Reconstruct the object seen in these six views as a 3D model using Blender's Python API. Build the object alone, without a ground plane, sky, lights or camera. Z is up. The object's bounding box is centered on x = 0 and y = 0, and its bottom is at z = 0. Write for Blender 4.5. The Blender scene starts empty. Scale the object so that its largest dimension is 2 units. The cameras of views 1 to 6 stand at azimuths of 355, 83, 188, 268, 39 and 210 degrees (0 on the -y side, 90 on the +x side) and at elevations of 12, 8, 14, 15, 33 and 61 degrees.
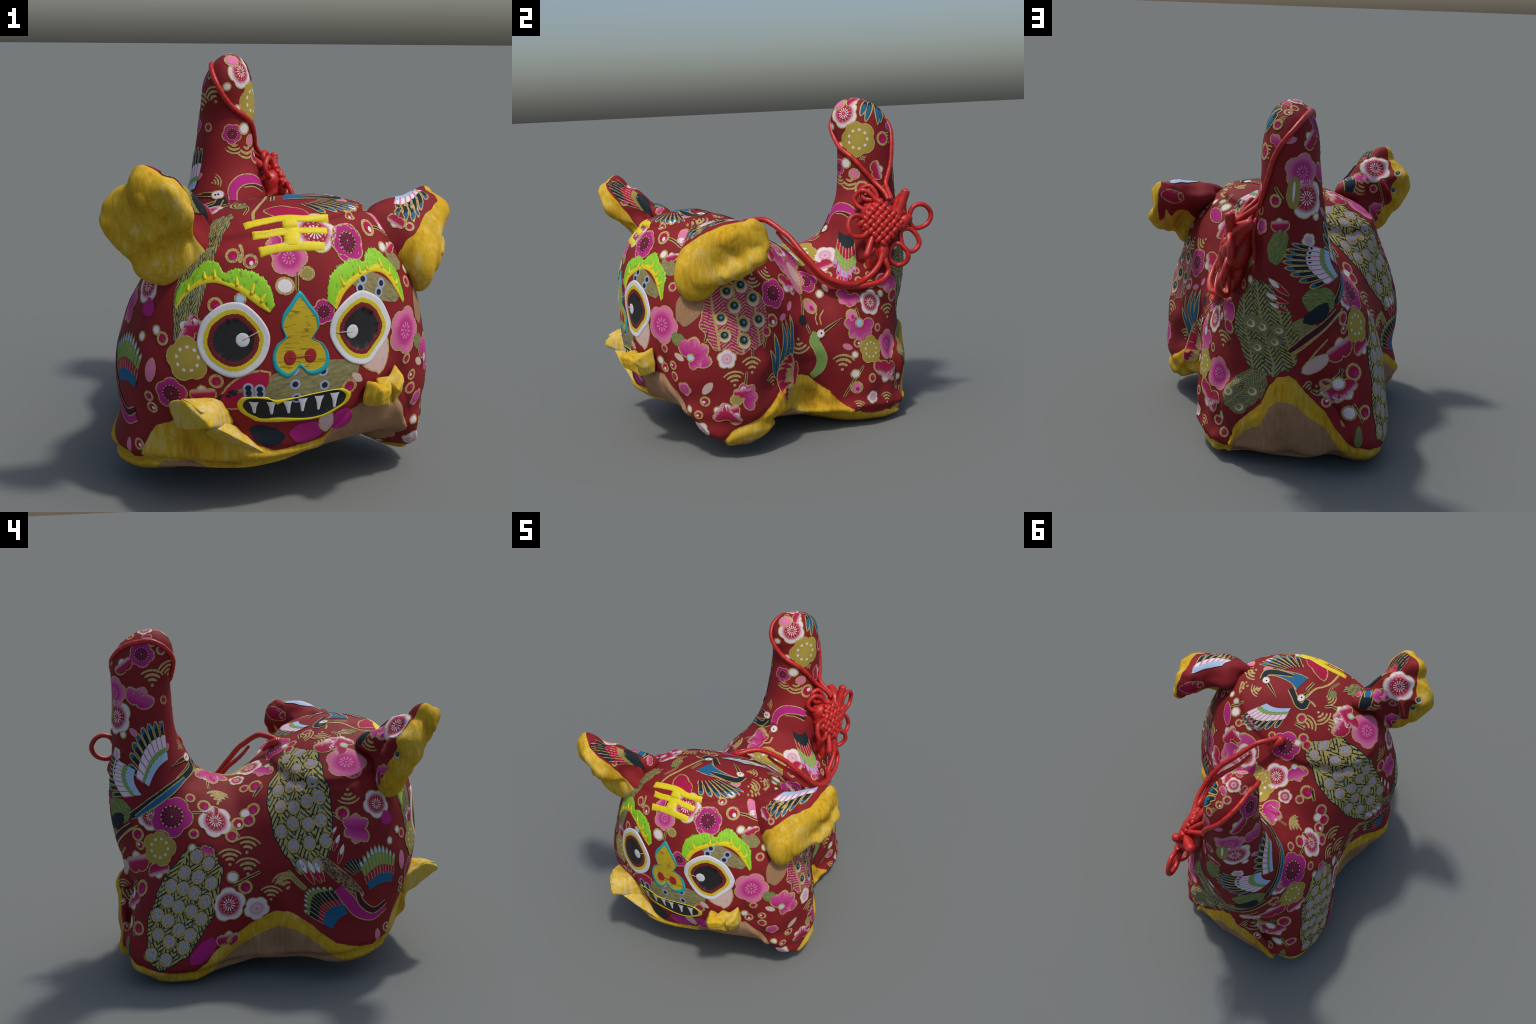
"""A stuffed cloth tiger toy sewn from red brocade: plump head and body, upright tail,
padded ears with yellow lining, yellow belly panel, embroidered face, red cord with a woven knot.

The cloth body is one smooth blend of stuffed lumps, cut along its seams into parts.  The printed
motifs are thin conforming pieces laid out by "walking" over the cloth from an anchor point."""
import bpy, math, random
import numpy as np
from mathutils import Matrix, Vector

random.seed(7)
RNG = np.random.default_rng(7)

# ------------------------------------------------------------------ stuffed lumps
# centre, radii, rotation (xyz Euler) of every lump of stuffing
BODY_LUMPS = {
    "head": ((-0.036, -0.431, 0.849), (0.602, 0.424, 0.448), (0.864, -0.117, 0.157)),
    "muzzle": ((0.076, -0.574, 0.561), (0.561, 0.265, 0.297), (-0.201, 0.187, 0.283)),
    "rump": ((-0.221, 0.379, 0.492), (0.467, 0.401, 0.571), (-0.080, 0.296, -0.061)),
    "middle": ((-0.088, -0.103, 0.535), (0.605, 0.425, 0.534), (-0.111, -0.244, -0.152)),
    "foot_front_left": ((-0.586, -0.449, 0.254), (0.120, 0.228, 0.157), (-0.437, 0.458, 0.376)),
    "shoulder_right": ((0.464, -0.274, 0.382), (0.050, 0.260, 0.308), (-0.442, -0.416, 0.237)),
    "foot_rear_left": ((-0.544, 0.465, 0.266), (0.158, 0.323, 0.234), (-0.765, 0.559, -0.073)),
    "thigh_right": ((0.159, 0.363, 0.314), (0.100, 0.383, 0.219), (-0.722, 0.119, 0.095)),
    "tail_root": ((-0.228, 0.610, 0.915), (0.237, 0.247, 0.434), (-0.035, 0.241, -0.091)),
    "tail_shaft": ((-0.207, 0.645, 1.409), (0.149, 0.166, 0.413), (0.021, 0.139, -0.140)),
    "tail_tip": ((-0.207, 0.615, 1.735), (0.080, 0.171, 0.129), (-0.700, 0.356, -0.246)),
    "chin": ((-0.212, -0.533, 0.334), (0.327, 0.247, 0.121), (0.220, -0.102, -0.537)),
    "cheek_left": ((-0.521, -0.489, 0.574), (0.206, 0.296, 0.324), (-0.323, 0.152, 0.369)),
    "cheek_right": ((0.485, -0.378, 0.507), (0.153, 0.192, 0.419), (0.320, 0.136, -0.550)),
    "rump_edge": ((-0.235, 0.772, 0.306), (0.330, 0.054, 0.192), (-0.131, -0.173, -0.105)),
    "belly": ((-0.149, -0.016, 0.138), (0.481, 0.716, 0.050), (-0.089, -0.064, -0.226)),
    "nape": ((-0.130, -0.423, 1.147), (0.424, 0.270, 0.050), (-0.100, -0.177, -0.025)),
}
EAR_LEFT_LUMPS = {
    "pad": ((-0.578, -0.735, 1.261), (0.200, 0.030, 0.141), (0.283, 0.100, 0.320)),
    "rim": ((-0.610, -0.723, 1.234), (0.030, 0.129, 0.073), (-0.016, 0.331, 0.436)),
    "root": ((-0.417, -0.598, 1.246), (0.092, 0.030, 0.041), (0.593, 0.143, 0.549)),
    "base": ((-0.473, -0.682, 1.060), (0.158, 0.054, 0.096), (0.334, -0.081, 0.152)),
    "tip": ((-0.593, -0.886, 1.401), (0.054, 0.030, 0.068), (-0.308, -0.437, -0.252)),
    "lip": ((-0.465, -0.865, 1.316), (0.030, 0.063, 0.127), (0.637, -0.361, 0.158)),
}
EAR_RIGHT_LUMPS = {
    "pad": ((0.578, -0.301, 1.200), (0.187, 0.104, 0.069), (0.103, -0.054, 0.134)),
    "rim": ((0.663, -0.349, 1.092), (0.030, 0.138, 0.093), (0.236, 0.087, 0.102)),
    "root": ((0.407, -0.475, 1.125), (0.095, 0.030, 0.119), (-0.361, 0.283, -0.021)),
    "base": ((0.567, -0.448, 1.021), (0.069, 0.109, 0.151), (-0.327, -0.219, 0.202)),
    "tip": ((0.670, -0.141, 1.234), (0.030, 0.036, 0.055), (0.611, 0.263, -0.044)),
    "lip": ((0.721, -0.217, 1.055), (0.030, 0.113, 0.030), (0.421, -0.082, 0.074)),
}
# hand-pressed dents (+) and bulges (-) in the stuffing: reach of each touch, then place and depth
BODY_DENTS = {
    "broad front right": (0.085, [(0.541, -0.578, 0.367, 0.0052), (0.485, -0.664, 0.483, 0.0296), (0.593, -0.572, 0.505, 0.0072), (0.392, -0.691, 0.381, -0.0057), (0.263, -0.805, 0.638, -0.0154), (0.427, -0.697, 0.727, -0.0167), (0.090, -0.758, 1.159, -0.0049), (0.265, -0.441, 1.270, 0.0022)]),
    "broad flank right": (0.085, [(0.651, -0.327, 0.241, -0.0094), (0.396, 0.066, 0.710, 0.0387), (0.242, 0.162, 0.813, 0.0265), (0.373, 0.077, 0.285, -0.0036), (0.248, -0.107, 1.145, 0.0028), (0.422, -0.090, 0.952, -0.0156), (0.281, 0.433, 0.258, 0.0112), (0.304, 0.253, 0.347, -0.0042), (0.278, 0.364, 0.641, -0.0143), (0.058, 0.262, 0.947, 0.0179), (0.423, 0.039, 0.438, 0.0514), (0.190, 0.113, 0.929, 0.0168), (0.291, 0.425, 0.353, -0.0234), (0.318, 0.274, 0.486, -0.0161), (0.244, -0.055, 1.090, -0.0203), (0.577, -0.179, 0.596, -0.0148), (0.561, -0.233, 0.772, -0.0113), (0.321, 0.132, 0.768, -0.0035), (0.403, 0.094, 0.581, -0.0168), (0.237, -0.174, 1.199, -0.0094), (-0.039, -0.239, 1.244, 0.0118)]),
    "broad front left": (0.085, [(-0.369, -0.790, 0.435, -0.0118), (-0.211, -0.531, 1.258, 0.0048), (-0.670, -0.627, 0.424, 0.0119), (-0.362, -0.376, 1.214, -0.0141)]),
    "broad rear right": (0.085, [(0.221, 0.623, 0.217, 0.0037), (0.267, 0.495, 0.245, -0.0237), (-0.045, 0.787, 0.493, -0.0194), (0.050, 0.775, 0.343, -0.0057), (0.003, 0.742, 0.777, 0.0072), (0.058, 0.700, 0.803, -0.0429), (0.148, 0.652, 0.424, 0.0093), (-0.055, 0.798, 0.422, 0.0418)]),
    "broad flank left": (0.085, [(-0.216, 0.194, 1.016, -0.0154), (-0.690, -0.208, 0.627, -0.0190), (-0.684, -0.201, 0.249, -0.0033), (-0.665, -0.036, 0.535, 0.0485), (-0.603, 0.020, 0.740, 0.0244), (-0.500, 0.064, 0.864, 0.0055), (-0.642, -0.046, 0.254, -0.0119), (-0.532, -0.206, 0.973, -0.0054), (-0.698, -0.286, 0.743, 0.0123), (-0.465, 0.107, 0.885, 0.0025), (-0.663, -0.184, 0.324, -0.0203), (-0.559, -0.200, 0.919, -0.0150), (-0.659, -0.261, 0.782, -0.0287)]),
    "broad rear left": (0.085, [(-0.131, 0.805, 0.172, 0.0059), (-0.129, 0.842, 0.832, -0.0061), (-0.471, 0.824, 0.356, -0.0282), (-0.283, 0.815, 0.534, 0.0182), (-0.215, 0.848, 0.315, -0.0054), (-0.140, 0.828, 0.263, -0.0253), (-0.666, 0.628, 0.366, 0.0259), (-0.401, 0.825, 0.382, 0.0703), (-0.575, 0.571, 0.714, 0.0110), (-0.484, 0.529, 0.932, -0.0036), (-0.622, 0.666, 0.411, -0.0541), (-0.344, 0.836, 0.444, -0.0449), (-0.643, 0.456, 0.658, 0.0147), (-0.503, 0.695, 0.646, 0.0098), (-0.553, 0.734, 0.392, 0.0244)]),
    "broad belly left": (0.085, [(-0.250, -0.500, 0.050, 0.0047), (-0.250, -0.250, 0.050, 0.0711), (-0.250, 0.000, 0.050, 0.0060), (-0.250, 0.250, 0.050, 0.0101)]),
    "broad belly right": (0.085, [(0.000, -0.500, 0.050, 0.0576), (0.000, -0.250, 0.050, 0.1275), (0.000, 0.000, 0.050, 0.0446), (0.000, 0.250, 0.050, -0.0165), (0.250, -0.500, 0.050, 0.0600), (0.250, -0.250, 0.050, 0.0879), (0.250, 0.000, 0.050, 0.0088)]),
    "fine front left": (0.055, [(-0.380, -0.777, 0.284, -0.0110), (-0.498, -0.773, 0.455, 0.0080), (-0.207, -0.834, 0.290, -0.0060), (-0.101, -0.606, 1.266, 0.0034), (-0.597, -0.418, 1.034, 0.0025), (-0.357, -0.809, 0.451, 0.0023), (-0.559, -0.537, 1.069, 0.0117), (-0.397, -0.665, 1.159, 0.0105)]),
    "fine front right": (0.055, [(0.556, -0.557, 0.329, 0.0178), (0.659, -0.362, 0.252, -0.0030), (0.463, -0.594, 1.016, 0.0093), (0.250, -0.732, 1.089, 0.0031), (0.548, -0.562, 0.264, -0.0080)]),
    "fine flank right": (0.055, [(0.389, 0.109, 0.588, 0.0214), (0.103, 0.375, 0.925, 0.0153), (0.170, 0.210, 0.842, -0.0186), (0.530, -0.105, 0.424, 0.0057), (0.314, 0.187, 0.159, 0.0134), (0.298, 0.349, 0.133, 0.0183), (0.564, -0.129, 0.465, -0.0204), (0.485, -0.010, 0.294, -0.0082), (0.381, 0.139, 0.563, 0.0021), (0.441, 0.018, 0.324, 0.0062), (0.338, 0.032, 0.164, 0.0056)]),
    "fine flank left": (0.055, [(-0.092, 0.411, 1.114, 0.0074), (-0.657, -0.045, 0.430, -0.0171), (-0.694, -0.168, 0.221, 0.0025), (-0.619, 0.071, 0.203, -0.0120), (-0.651, -0.034, 0.383, 0.0489), (-0.674, -0.195, 0.416, 0.0127), (-0.674, -0.135, 0.226, -0.0179), (-0.739, -0.334, 0.467, -0.0101), (-0.574, -0.146, 0.880, -0.0103), (-0.340, 0.402, 1.067, 0.0103)]),
    "fine rear right": (0.055, [(0.123, 0.668, 0.396, 0.0144), (-0.054, 0.783, 0.490, 0.0065), (0.022, 0.778, 0.358, -0.0120), (0.289, 0.506, 0.255, -0.0139), (-0.038, 0.781, 0.751, -0.0115), (-0.042, 0.782, 0.383, 0.0431), (0.163, 0.646, 0.401, -0.0158), (0.061, 0.736, 0.762, -0.0155), (-0.035, 0.752, 1.137, 0.0138), (0.002, 0.755, 0.686, -0.0051)]),
    "fine rear left": (0.055, [(-0.476, 0.814, 0.327, 0.0202), (-0.320, 0.808, 0.524, 0.0091), (-0.400, 0.839, 0.290, -0.0120), (-0.137, 0.814, 0.680, -0.0042), (-0.519, 0.620, 0.807, 0.0034), (-0.698, 0.588, 0.297, 0.0160), (-0.346, 0.815, 0.487, -0.0104), (-0.505, 0.820, 0.297, 0.0130), (-0.129, 0.789, 0.591, 0.0052), (-0.338, 0.844, 0.285, -0.0142), (-0.487, 0.746, 0.414, -0.0119), (-0.498, 0.683, 0.809, -0.0116), (-0.386, 0.796, 0.461, 0.0350), (-0.534, 0.786, 0.323, -0.0073), (-0.692, 0.601, 0.330, -0.0279)]),
    "small front left": (0.045, [(-0.401, -0.779, 0.325, -0.0102), (-0.546, -0.738, 0.407, 0.0043), (-0.120, -0.581, 1.261, 0.0138)]),
    "small flank right": (0.045, [(0.555, -0.107, 0.493, -0.0045), (0.284, 0.256, 0.202, -0.0105), (0.374, 0.096, 0.586, 0.0194), (0.351, 0.185, 0.545, 0.0057), (0.099, -0.298, 0.121, 0.0053), (0.340, 0.075, 0.144, 0.0059)]),
    "small front right": (0.045, [(0.262, -0.531, 1.265, 0.0036), (0.324, -0.669, 1.110, 0.0089), (0.166, -0.469, 0.178, 0.0059), (0.132, -0.384, 0.149, 0.0181), (-0.055, -0.661, 0.167, 0.0028)]),
    "small rear right": (0.045, [(0.035, 0.741, 0.485, 0.0043), (0.026, 0.744, 0.496, 0.0049)]),
    "small rear left": (0.045, [(-0.533, 0.810, 0.269, 0.0111), (-0.409, 0.740, 0.457, 0.0154), (-0.406, 0.757, 0.402, -0.0078), (-0.538, 0.816, 0.281, 0.0095), (-0.170, 0.797, 0.552, 0.0054), (-0.407, 0.763, 0.399, -0.0116), (-0.544, 0.828, 0.160, -0.0060)]),
    "small flank left": (0.045, [(-0.716, -0.226, 0.288, -0.0116), (-0.705, -0.186, 0.266, 0.0081), (-0.707, -0.151, 0.261, -0.0226), (-0.636, 0.112, 0.231, -0.0094), (-0.647, 0.138, 0.154, 0.0045)]),
    "small belly left": (0.045, [(-0.703, 0.413, 0.035, -0.0052), (-0.701, 0.494, 0.031, 0.0028), (-0.254, 0.748, 0.083, 0.0096), (-0.513, 0.751, 0.111, 0.0165), (-0.443, 0.575, -0.001, 0.0085), (-0.287, 0.789, 0.079, 0.0083), (-0.557, 0.067, 0.079, 0.0213), (-0.587, 0.102, 0.088, -0.0036)]),
    "small belly right": (0.045, [(0.024, 0.672, 0.016, 0.0042)]),
}
EAR_LEFT_DENTS = {
    "broad": (0.055, [(-0.561, -0.647, 1.224, 0.0260), (-0.729, -0.742, 1.306, 0.0166), (-0.609, -0.622, 1.260, -0.0145), (-0.571, -0.678, 1.327, 0.0107), (-0.720, -0.732, 1.301, -0.0340), (-0.688, -0.696, 1.284, -0.0073), (-0.675, -0.829, 1.295, -0.0215), (-0.683, -0.829, 1.286, 0.0142), (-0.393, -0.725, 1.286, 0.0042), (-0.610, -0.731, 1.372, 0.0064), (-0.650, -0.770, 1.399, 0.0038)]),
    "fine": (0.045, [(-0.633, -0.623, 1.274, 0.0196), (-0.691, -0.644, 1.191, -0.0054), (-0.738, -0.715, 1.313, -0.0344), (-0.599, -0.741, 1.365, 0.0096), (-0.706, -0.838, 1.303, 0.0096), (-0.677, -0.885, 1.423, -0.0028), (-0.674, -0.842, 1.286, -0.0180), (-0.397, -0.719, 1.252, 0.0094), (-0.421, -0.927, 1.288, -0.0062), (-0.690, -0.686, 1.257, 0.0407), (-0.621, -0.630, 1.182, 0.0227)]),
}
EAR_RIGHT_DENTS = {
    "broad": (0.055, [(0.721, -0.374, 1.032, 0.0050), (0.681, -0.494, 1.093, 0.0114), (0.657, -0.522, 1.090, -0.0027), (0.463, -0.338, 1.259, -0.0038), (0.729, -0.118, 1.101, 0.0042), (0.601, -0.154, 1.216, 0.0127), (0.509, -0.243, 1.238, 0.0135), (0.623, -0.128, 1.240, -0.0037)]),
    "fine": (0.045, [(0.513, -0.472, 1.229, -0.0058), (0.745, -0.232, 1.184, 0.0049), (0.637, -0.104, 1.252, -0.0038), (0.502, -0.249, 1.221, 0.0302), (0.600, -0.154, 1.174, -0.0104), (0.711, -0.391, 1.054, 0.0028), (0.452, -0.323, 1.272, -0.0028), (0.407, -0.356, 1.260, 0.0043)]),
}


def rotation(a):
    cx, cy, cz = np.cos(a)
    sx, sy, sz = np.sin(a)
    return (np.array([[cz, -sz, 0], [sz, cz, 0], [0, 0, 1]]) @ np.array([[cy, 0, sy], [0, 1, 0], [-sy, 0, cy]])
            @ np.array([[1, 0, 0], [0, cx, -sx], [0, sx, cx]]))


def lump_distance(lump, p):
    centre, radii, turn = (np.array(v, np.float32) for v in lump)
    q = (p - centre) @ rotation(turn).astype(np.float32)
    k0 = np.sqrt(((q / radii) ** 2).sum(-1)) + 1e-6
    k1 = np.sqrt(((q / radii ** 2) ** 2).sum(-1)) + 1e-6
    return k0 * (k0 - 1) / k1


def blend(lumps, p, softness):
    """Soft union of all lumps (log-sum-exp), evaluated in slabs to save memory."""
    total, low = None, None
    d = [lump_distance(l, p) for l in lumps.values()]
    low = np.minimum.reduce(d)
    total = sum(np.exp(-(x - low) / softness) for x in d)
    return low - softness * np.log(total)


def dents(places, p):
    out = 0
    for width, spots in places.values():
        for x, y, z, depth in spots:
            out = out + depth * np.exp(-((p - np.array((x, y, z), np.float32)) ** 2).sum(-1) / (2 * width * width))
    return out


# where the printed cloth ends and the yellow belly panel begins: angle round the body -> height
SEAM = [(-40, .07), (-36, .075), (-31, .115), (-28, .165), (-23, .19), (-18, .213), (-15, .241), (-12, .276), (-8, .33), (-4, .365), (1, .373),
        (7, .363), (16, .343), (24, .296), (35, .232), (42, .165), (48, .10), (58, .074), (73, .068), (79, .06), (81, .125), (83, .20), (87, .267),
        (94, .347), (97, .455), (100, .508), (104, .523), (107, .502), (110, .447), (113, .405), (117, .341), (120, .261), (123, .194),
        (127, .143), (131, .129), (136, .111), (143, .085), (151, .08), (156, .133), (159, .19), (164, .239), (170, .278), (176, .314),
        (183, .35), (189, .374), (196, .372), (201, .336), (204, .297), (206, .269), (209, .231), (212, .211), (218, .187), (225, .156),
        (229, .18), (231, .25), (233, .30), (236, .368), (240, .39), (245, .437), (250, .43), (256, .375), (260, .33), (268, .279), (277, .285),
        (283, .30), (285, .345), (289, .43), (294, .47), (306, .46), (312, .36), (317, .22), (320, .07)]
SEAM_A = np.radians([a for a, z in SEAM])
SEAM_Z = np.array([z for a, z in SEAM])


def seam_angle(p):
    a = np.arctan2(p[..., 1] - .05, p[..., 0] + .05)
    return np.where(a < SEAM_A[0], a + 2 * np.pi, a)


def seam_height(p):
    return np.interp(seam_angle(p), SEAM_A, SEAM_Z)


def ripple(p, scale, seed):
    """Cheap smooth noise: a few crossed sine waves."""
    r = np.random.default_rng(seed)
    out = 0
    for _ in range(6):
        k = r.normal(size=3)
        k = k / np.linalg.norm(k) * scale * r.uniform(.6, 1.5)
        out = out + np.sin(p @ k.astype(np.float32) + r.uniform(0, 6.28))
    return out / 6


class Field:
    """A signed distance sampled on a grid; used to mesh the cloth and to lay pieces on it."""

    def __init__(self, low, high, step, function):
        self.low, self.step = np.array(low), step
        n = np.ceil((np.array(high) - self.low) / step).astype(int) + 1
        axes = [(self.low[i] + step * np.arange(n[i])).astype(np.float32) for i in range(3)]
        self.grid = np.empty(n, np.float32)
        for i in range(n[0]):
            y, z = np.meshgrid(axes[1], axes[2], indexing="ij")
            self.grid[i] = function(np.stack([np.full_like(y, axes[0][i]), y, z], -1))

    def value(self, p):
        q = (p - self.low) / self.step
        q = np.clip(q, 0, np.array(self.grid.shape) - 1.001)
        i = q.astype(int)
        f = q - i
        g, out = self.grid, 0
        for dx in (0, 1):
            for dy in (0, 1):
                for dz in (0, 1):
                    w = (f[:, 0] if dx else 1 - f[:, 0]) * (f[:, 1] if dy else 1 - f[:, 1]) * (f[:, 2] if dz else 1 - f[:, 2])
                    out = out + w * g[i[:, 0] + dx, i[:, 1] + dy, i[:, 2] + dz]
        return out

    def gradient(self, p):
        e = self.step * .9
        g = np.stack([self.value(p + e * a) - self.value(p - e * a) for a in np.eye(3)], -1) / (2 * e)
        return g

    def normal(self, p):
        g = self.gradient(p)
        return g / (np.linalg.norm(g, axis=1, keepdims=True) + 1e-9)

    def settle(self, p, times=2):
        """Move points onto the cloth surface."""
        for _ in range(times):
            g = self.gradient(p)
            p = p - g * (self.value(p) / ((g ** 2).sum(1) + 1e-6))[:, None]
        return p

    def mesh(self):
        """Surface nets: one vertex per cell that the surface crosses."""
        g = self.grid
        inside = g < 0
        n = np.array(g.shape) - 1
        corners = [(a, b, c) for a in (0, 1) for b in (0, 1) for c in (0, 1)]
        total = sum(inside[a:n[0] + a, b:n[1] + b, c:n[2] + c].astype(np.int8) for a, b, c in corners)
        cell = np.argwhere((total > 0) & (total < 8))
        index = -np.ones(n, int)
        index[tuple(cell.T)] = np.arange(len(cell))
        acc, cnt = np.zeros((len(cell), 3)), np.zeros(len(cell))
        for a in corners:
            for ax in range(3):
                if a[ax]:
                    continue
                b = tuple(a[j] + (j == ax) for j in range(3))
                va, vb = g[tuple((cell + a).T)], g[tuple((cell + b).T)]
                hit = (va < 0) != (vb < 0)
                t = np.where(hit, va / np.where(hit, va - vb, 1), 0)
                acc += hit[:, None] * (np.array(a) + t[:, None] * (np.arange(3) == ax))
                cnt += hit
        verts = self.low + (cell + acc / cnt[:, None]) * self.step
        quads = []
        for ax in range(3):
            o = [j for j in range(3) if j != ax]
            sl = [slice(1, None), slice(1, None), slice(1, None)]
            lo = [slice(0, s) for s in g.shape]
            first, second = list(lo), list(lo)
            first[ax], second[ax] = slice(0, n[ax]), slice(1, n[ax] + 1)
            A, B = inside[tuple(first)], inside[tuple(second)]
            e = np.argwhere(A != B)
            ok = (e[:, o[0]] > 0) & (e[:, o[1]] > 0) & (e[:, o[0]] < n[o[0]]) & (e[:, o[1]] < n[o[1]])
            e = e[ok]
            d0, d1 = np.eye(3, dtype=int)[o[0]], np.eye(3, dtype=int)[o[1]]
            q = np.stack([index[tuple((e - d0 - d1).T)], index[tuple((e - d1).T)], index[tuple(e.T)], index[tuple((e - d0).T)]], 1)
            flip = A[tuple(e.T)] == (ax == 1)
            q[flip] = q[flip][:, ::-1]
            quads.append(q)
        q = np.vstack(quads)
        tris = np.vstack([q[:, [0, 1, 2]], q[:, [0, 2, 3]]])
        verts = self.settle(verts, 3)
        return verts, tris


def cut(verts, tris, f):
    """Split triangles along f = 0 so that a seam runs on mesh edges."""
    f = np.where(np.abs(f) < 1e-5, 1e-5, f)
    s = f > 0
    mixed = (s[tris].sum(1) % 3) != 0
    keep, work = tris[~mixed], tris[mixed]
    edges, new, f_new = {}, [], []

    def middle(a, b):
        key = (a, b) if a < b else (b, a)
        if key not in edges:
            t = f[a] / (f[a] - f[b])
            edges[key] = len(verts) + len(new)
            new.append(verts[a] * (1 - t) + verts[b] * t)
        return edges[key]

    out = []
    for t in work.tolist():
        odd = [i for i in range(3) if s[t[i]] != s[t[(i + 1) % 3]] and s[t[i]] != s[t[(i + 2) % 3]]][0]
        a, b, c = t[odd], t[(odd + 1) % 3], t[(odd + 2) % 3]
        p, q = middle(a, b), middle(a, c)
        out += [(a, p, q), (p, b, c), (p, c, q)]
    if new:
        verts = np.vstack([verts, np.array(new)])
        tris = np.vstack([keep, np.array(out)])
    return verts, tris


# ------------------------------------------------------------------ materials
class Nodes:
    def __init__(self, name):
        self.material = bpy.data.materials.new(name)
        self.material.use_nodes = True
        self.tree = self.material.node_tree
        self.shader = self.tree.nodes["Principled BSDF"]
        self.coord = self.tree.nodes.new("ShaderNodeTexCoord").outputs["Object"]

    def node(self, kind, **inputs):
        n = self.tree.nodes.new(kind)
        for k, v in inputs.items():
            self.put(n.inputs[k.replace("_", " ")], v)
        return n

    def put(self, socket, v):
        if isinstance(v, bpy.types.NodeSocket):
            self.tree.links.new(v, socket)
        else:
            socket.default_value = (*v, 1) if isinstance(v, tuple) and len(v) == 3 and socket.type == "RGBA" else v

    def math(self, op, a, b=0.0, c=0.0):
        n = self.tree.nodes.new("ShaderNodeMath")
        n.operation = op
        for s, v in zip(n.inputs, (a, b, c)):
            self.put(s, v)
        return n.outputs[0]

    def split(self, v=None):
        n = self.tree.nodes.new("ShaderNodeSeparateXYZ")
        self.put(n.inputs[0], v or self.coord)
        return n.outputs

    def mix(self, fac, a, b):
        n = self.tree.nodes.new("ShaderNodeMix")
        n.data_type = "RGBA"
        for i, v in ((0, fac), (6, a), (7, b)):
            self.put(n.inputs[i], v)
        return n.outputs[2]

    def ramp(self, v, stops, smooth=True):
        n = self.tree.nodes.new("ShaderNodeValToRGB")
        n.color_ramp.interpolation = "EASE" if smooth else "CONSTANT"
        e = n.color_ramp.elements
        while len(e) < len(stops):
            e.new(0.5)
        for x, (pos, col) in zip(e, stops):
            x.position, x.color = pos, (*col, 1)
        self.put(n.inputs[0], v)
        return n.outputs[0]

    def noise(self, scale, detail=2.0, coord=None, rough=.5):
        n = self.node("ShaderNodeTexNoise", Scale=scale, Detail=detail, Roughness=rough)
        self.put(n.inputs["Vector"], coord or self.coord)
        return n.outputs["Fac"]

    def scaled(self, v, scale):
        n = self.tree.nodes.new("ShaderNodeMapping")
        self.put(n.inputs["Vector"], v)
        n.inputs["Scale"].default_value = scale
        return n.outputs[0]

    def bump(self, height, strength, distance):
        n = self.node("ShaderNodeBump", Strength=strength, Distance=distance, Height=height)
        self.put(self.shader.inputs["Normal"], n.outputs[0])

    def done(self, colour, rough=.8, specular=.25, sheen=0.0):
        self.put(self.shader.inputs["Base Color"], colour)
        self.shader.inputs["Roughness"].default_value = rough
        self.shader.inputs["Specular IOR Level"].default_value = specular
        self.shader.inputs["Sheen Weight"].default_value = sheen
        return self.material


GOLD, CRIMSON, WHITE, MAGENTA, PINK = (.44, .32, .105), (.37, .008, .05), (.72, .66, .68), (.42, .016, .19), (.66, .17, .34)
MAROON, NAVY, BLUE, SKY, GREEN, OLIVE, RED = (.07, .009, .024), (.012, .021, .028), (.014, .12, .25), (.38, .52, .70), (.21, .36, .09), (.30, .25, .07), (.27, .017, .020)
MATERIALS = {}


def plain(name, colour, rough=.8, grain=.25, scale=900.0, specular=.2, weave=0.0):
    """Printed or plain cloth: flat colour with a fine thread grain."""
    n = Nodes(name)
    g = n.noise(scale, 2.0)
    dark = tuple(c * (1 - grain) for c in colour)
    light = tuple(min(1, c * (1 + grain * .6)) for c in colour)
    MATERIALS[name] = n.done(n.ramp(g, [(.3, dark), (.7, light)]), rough, specular)
    return n


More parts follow.
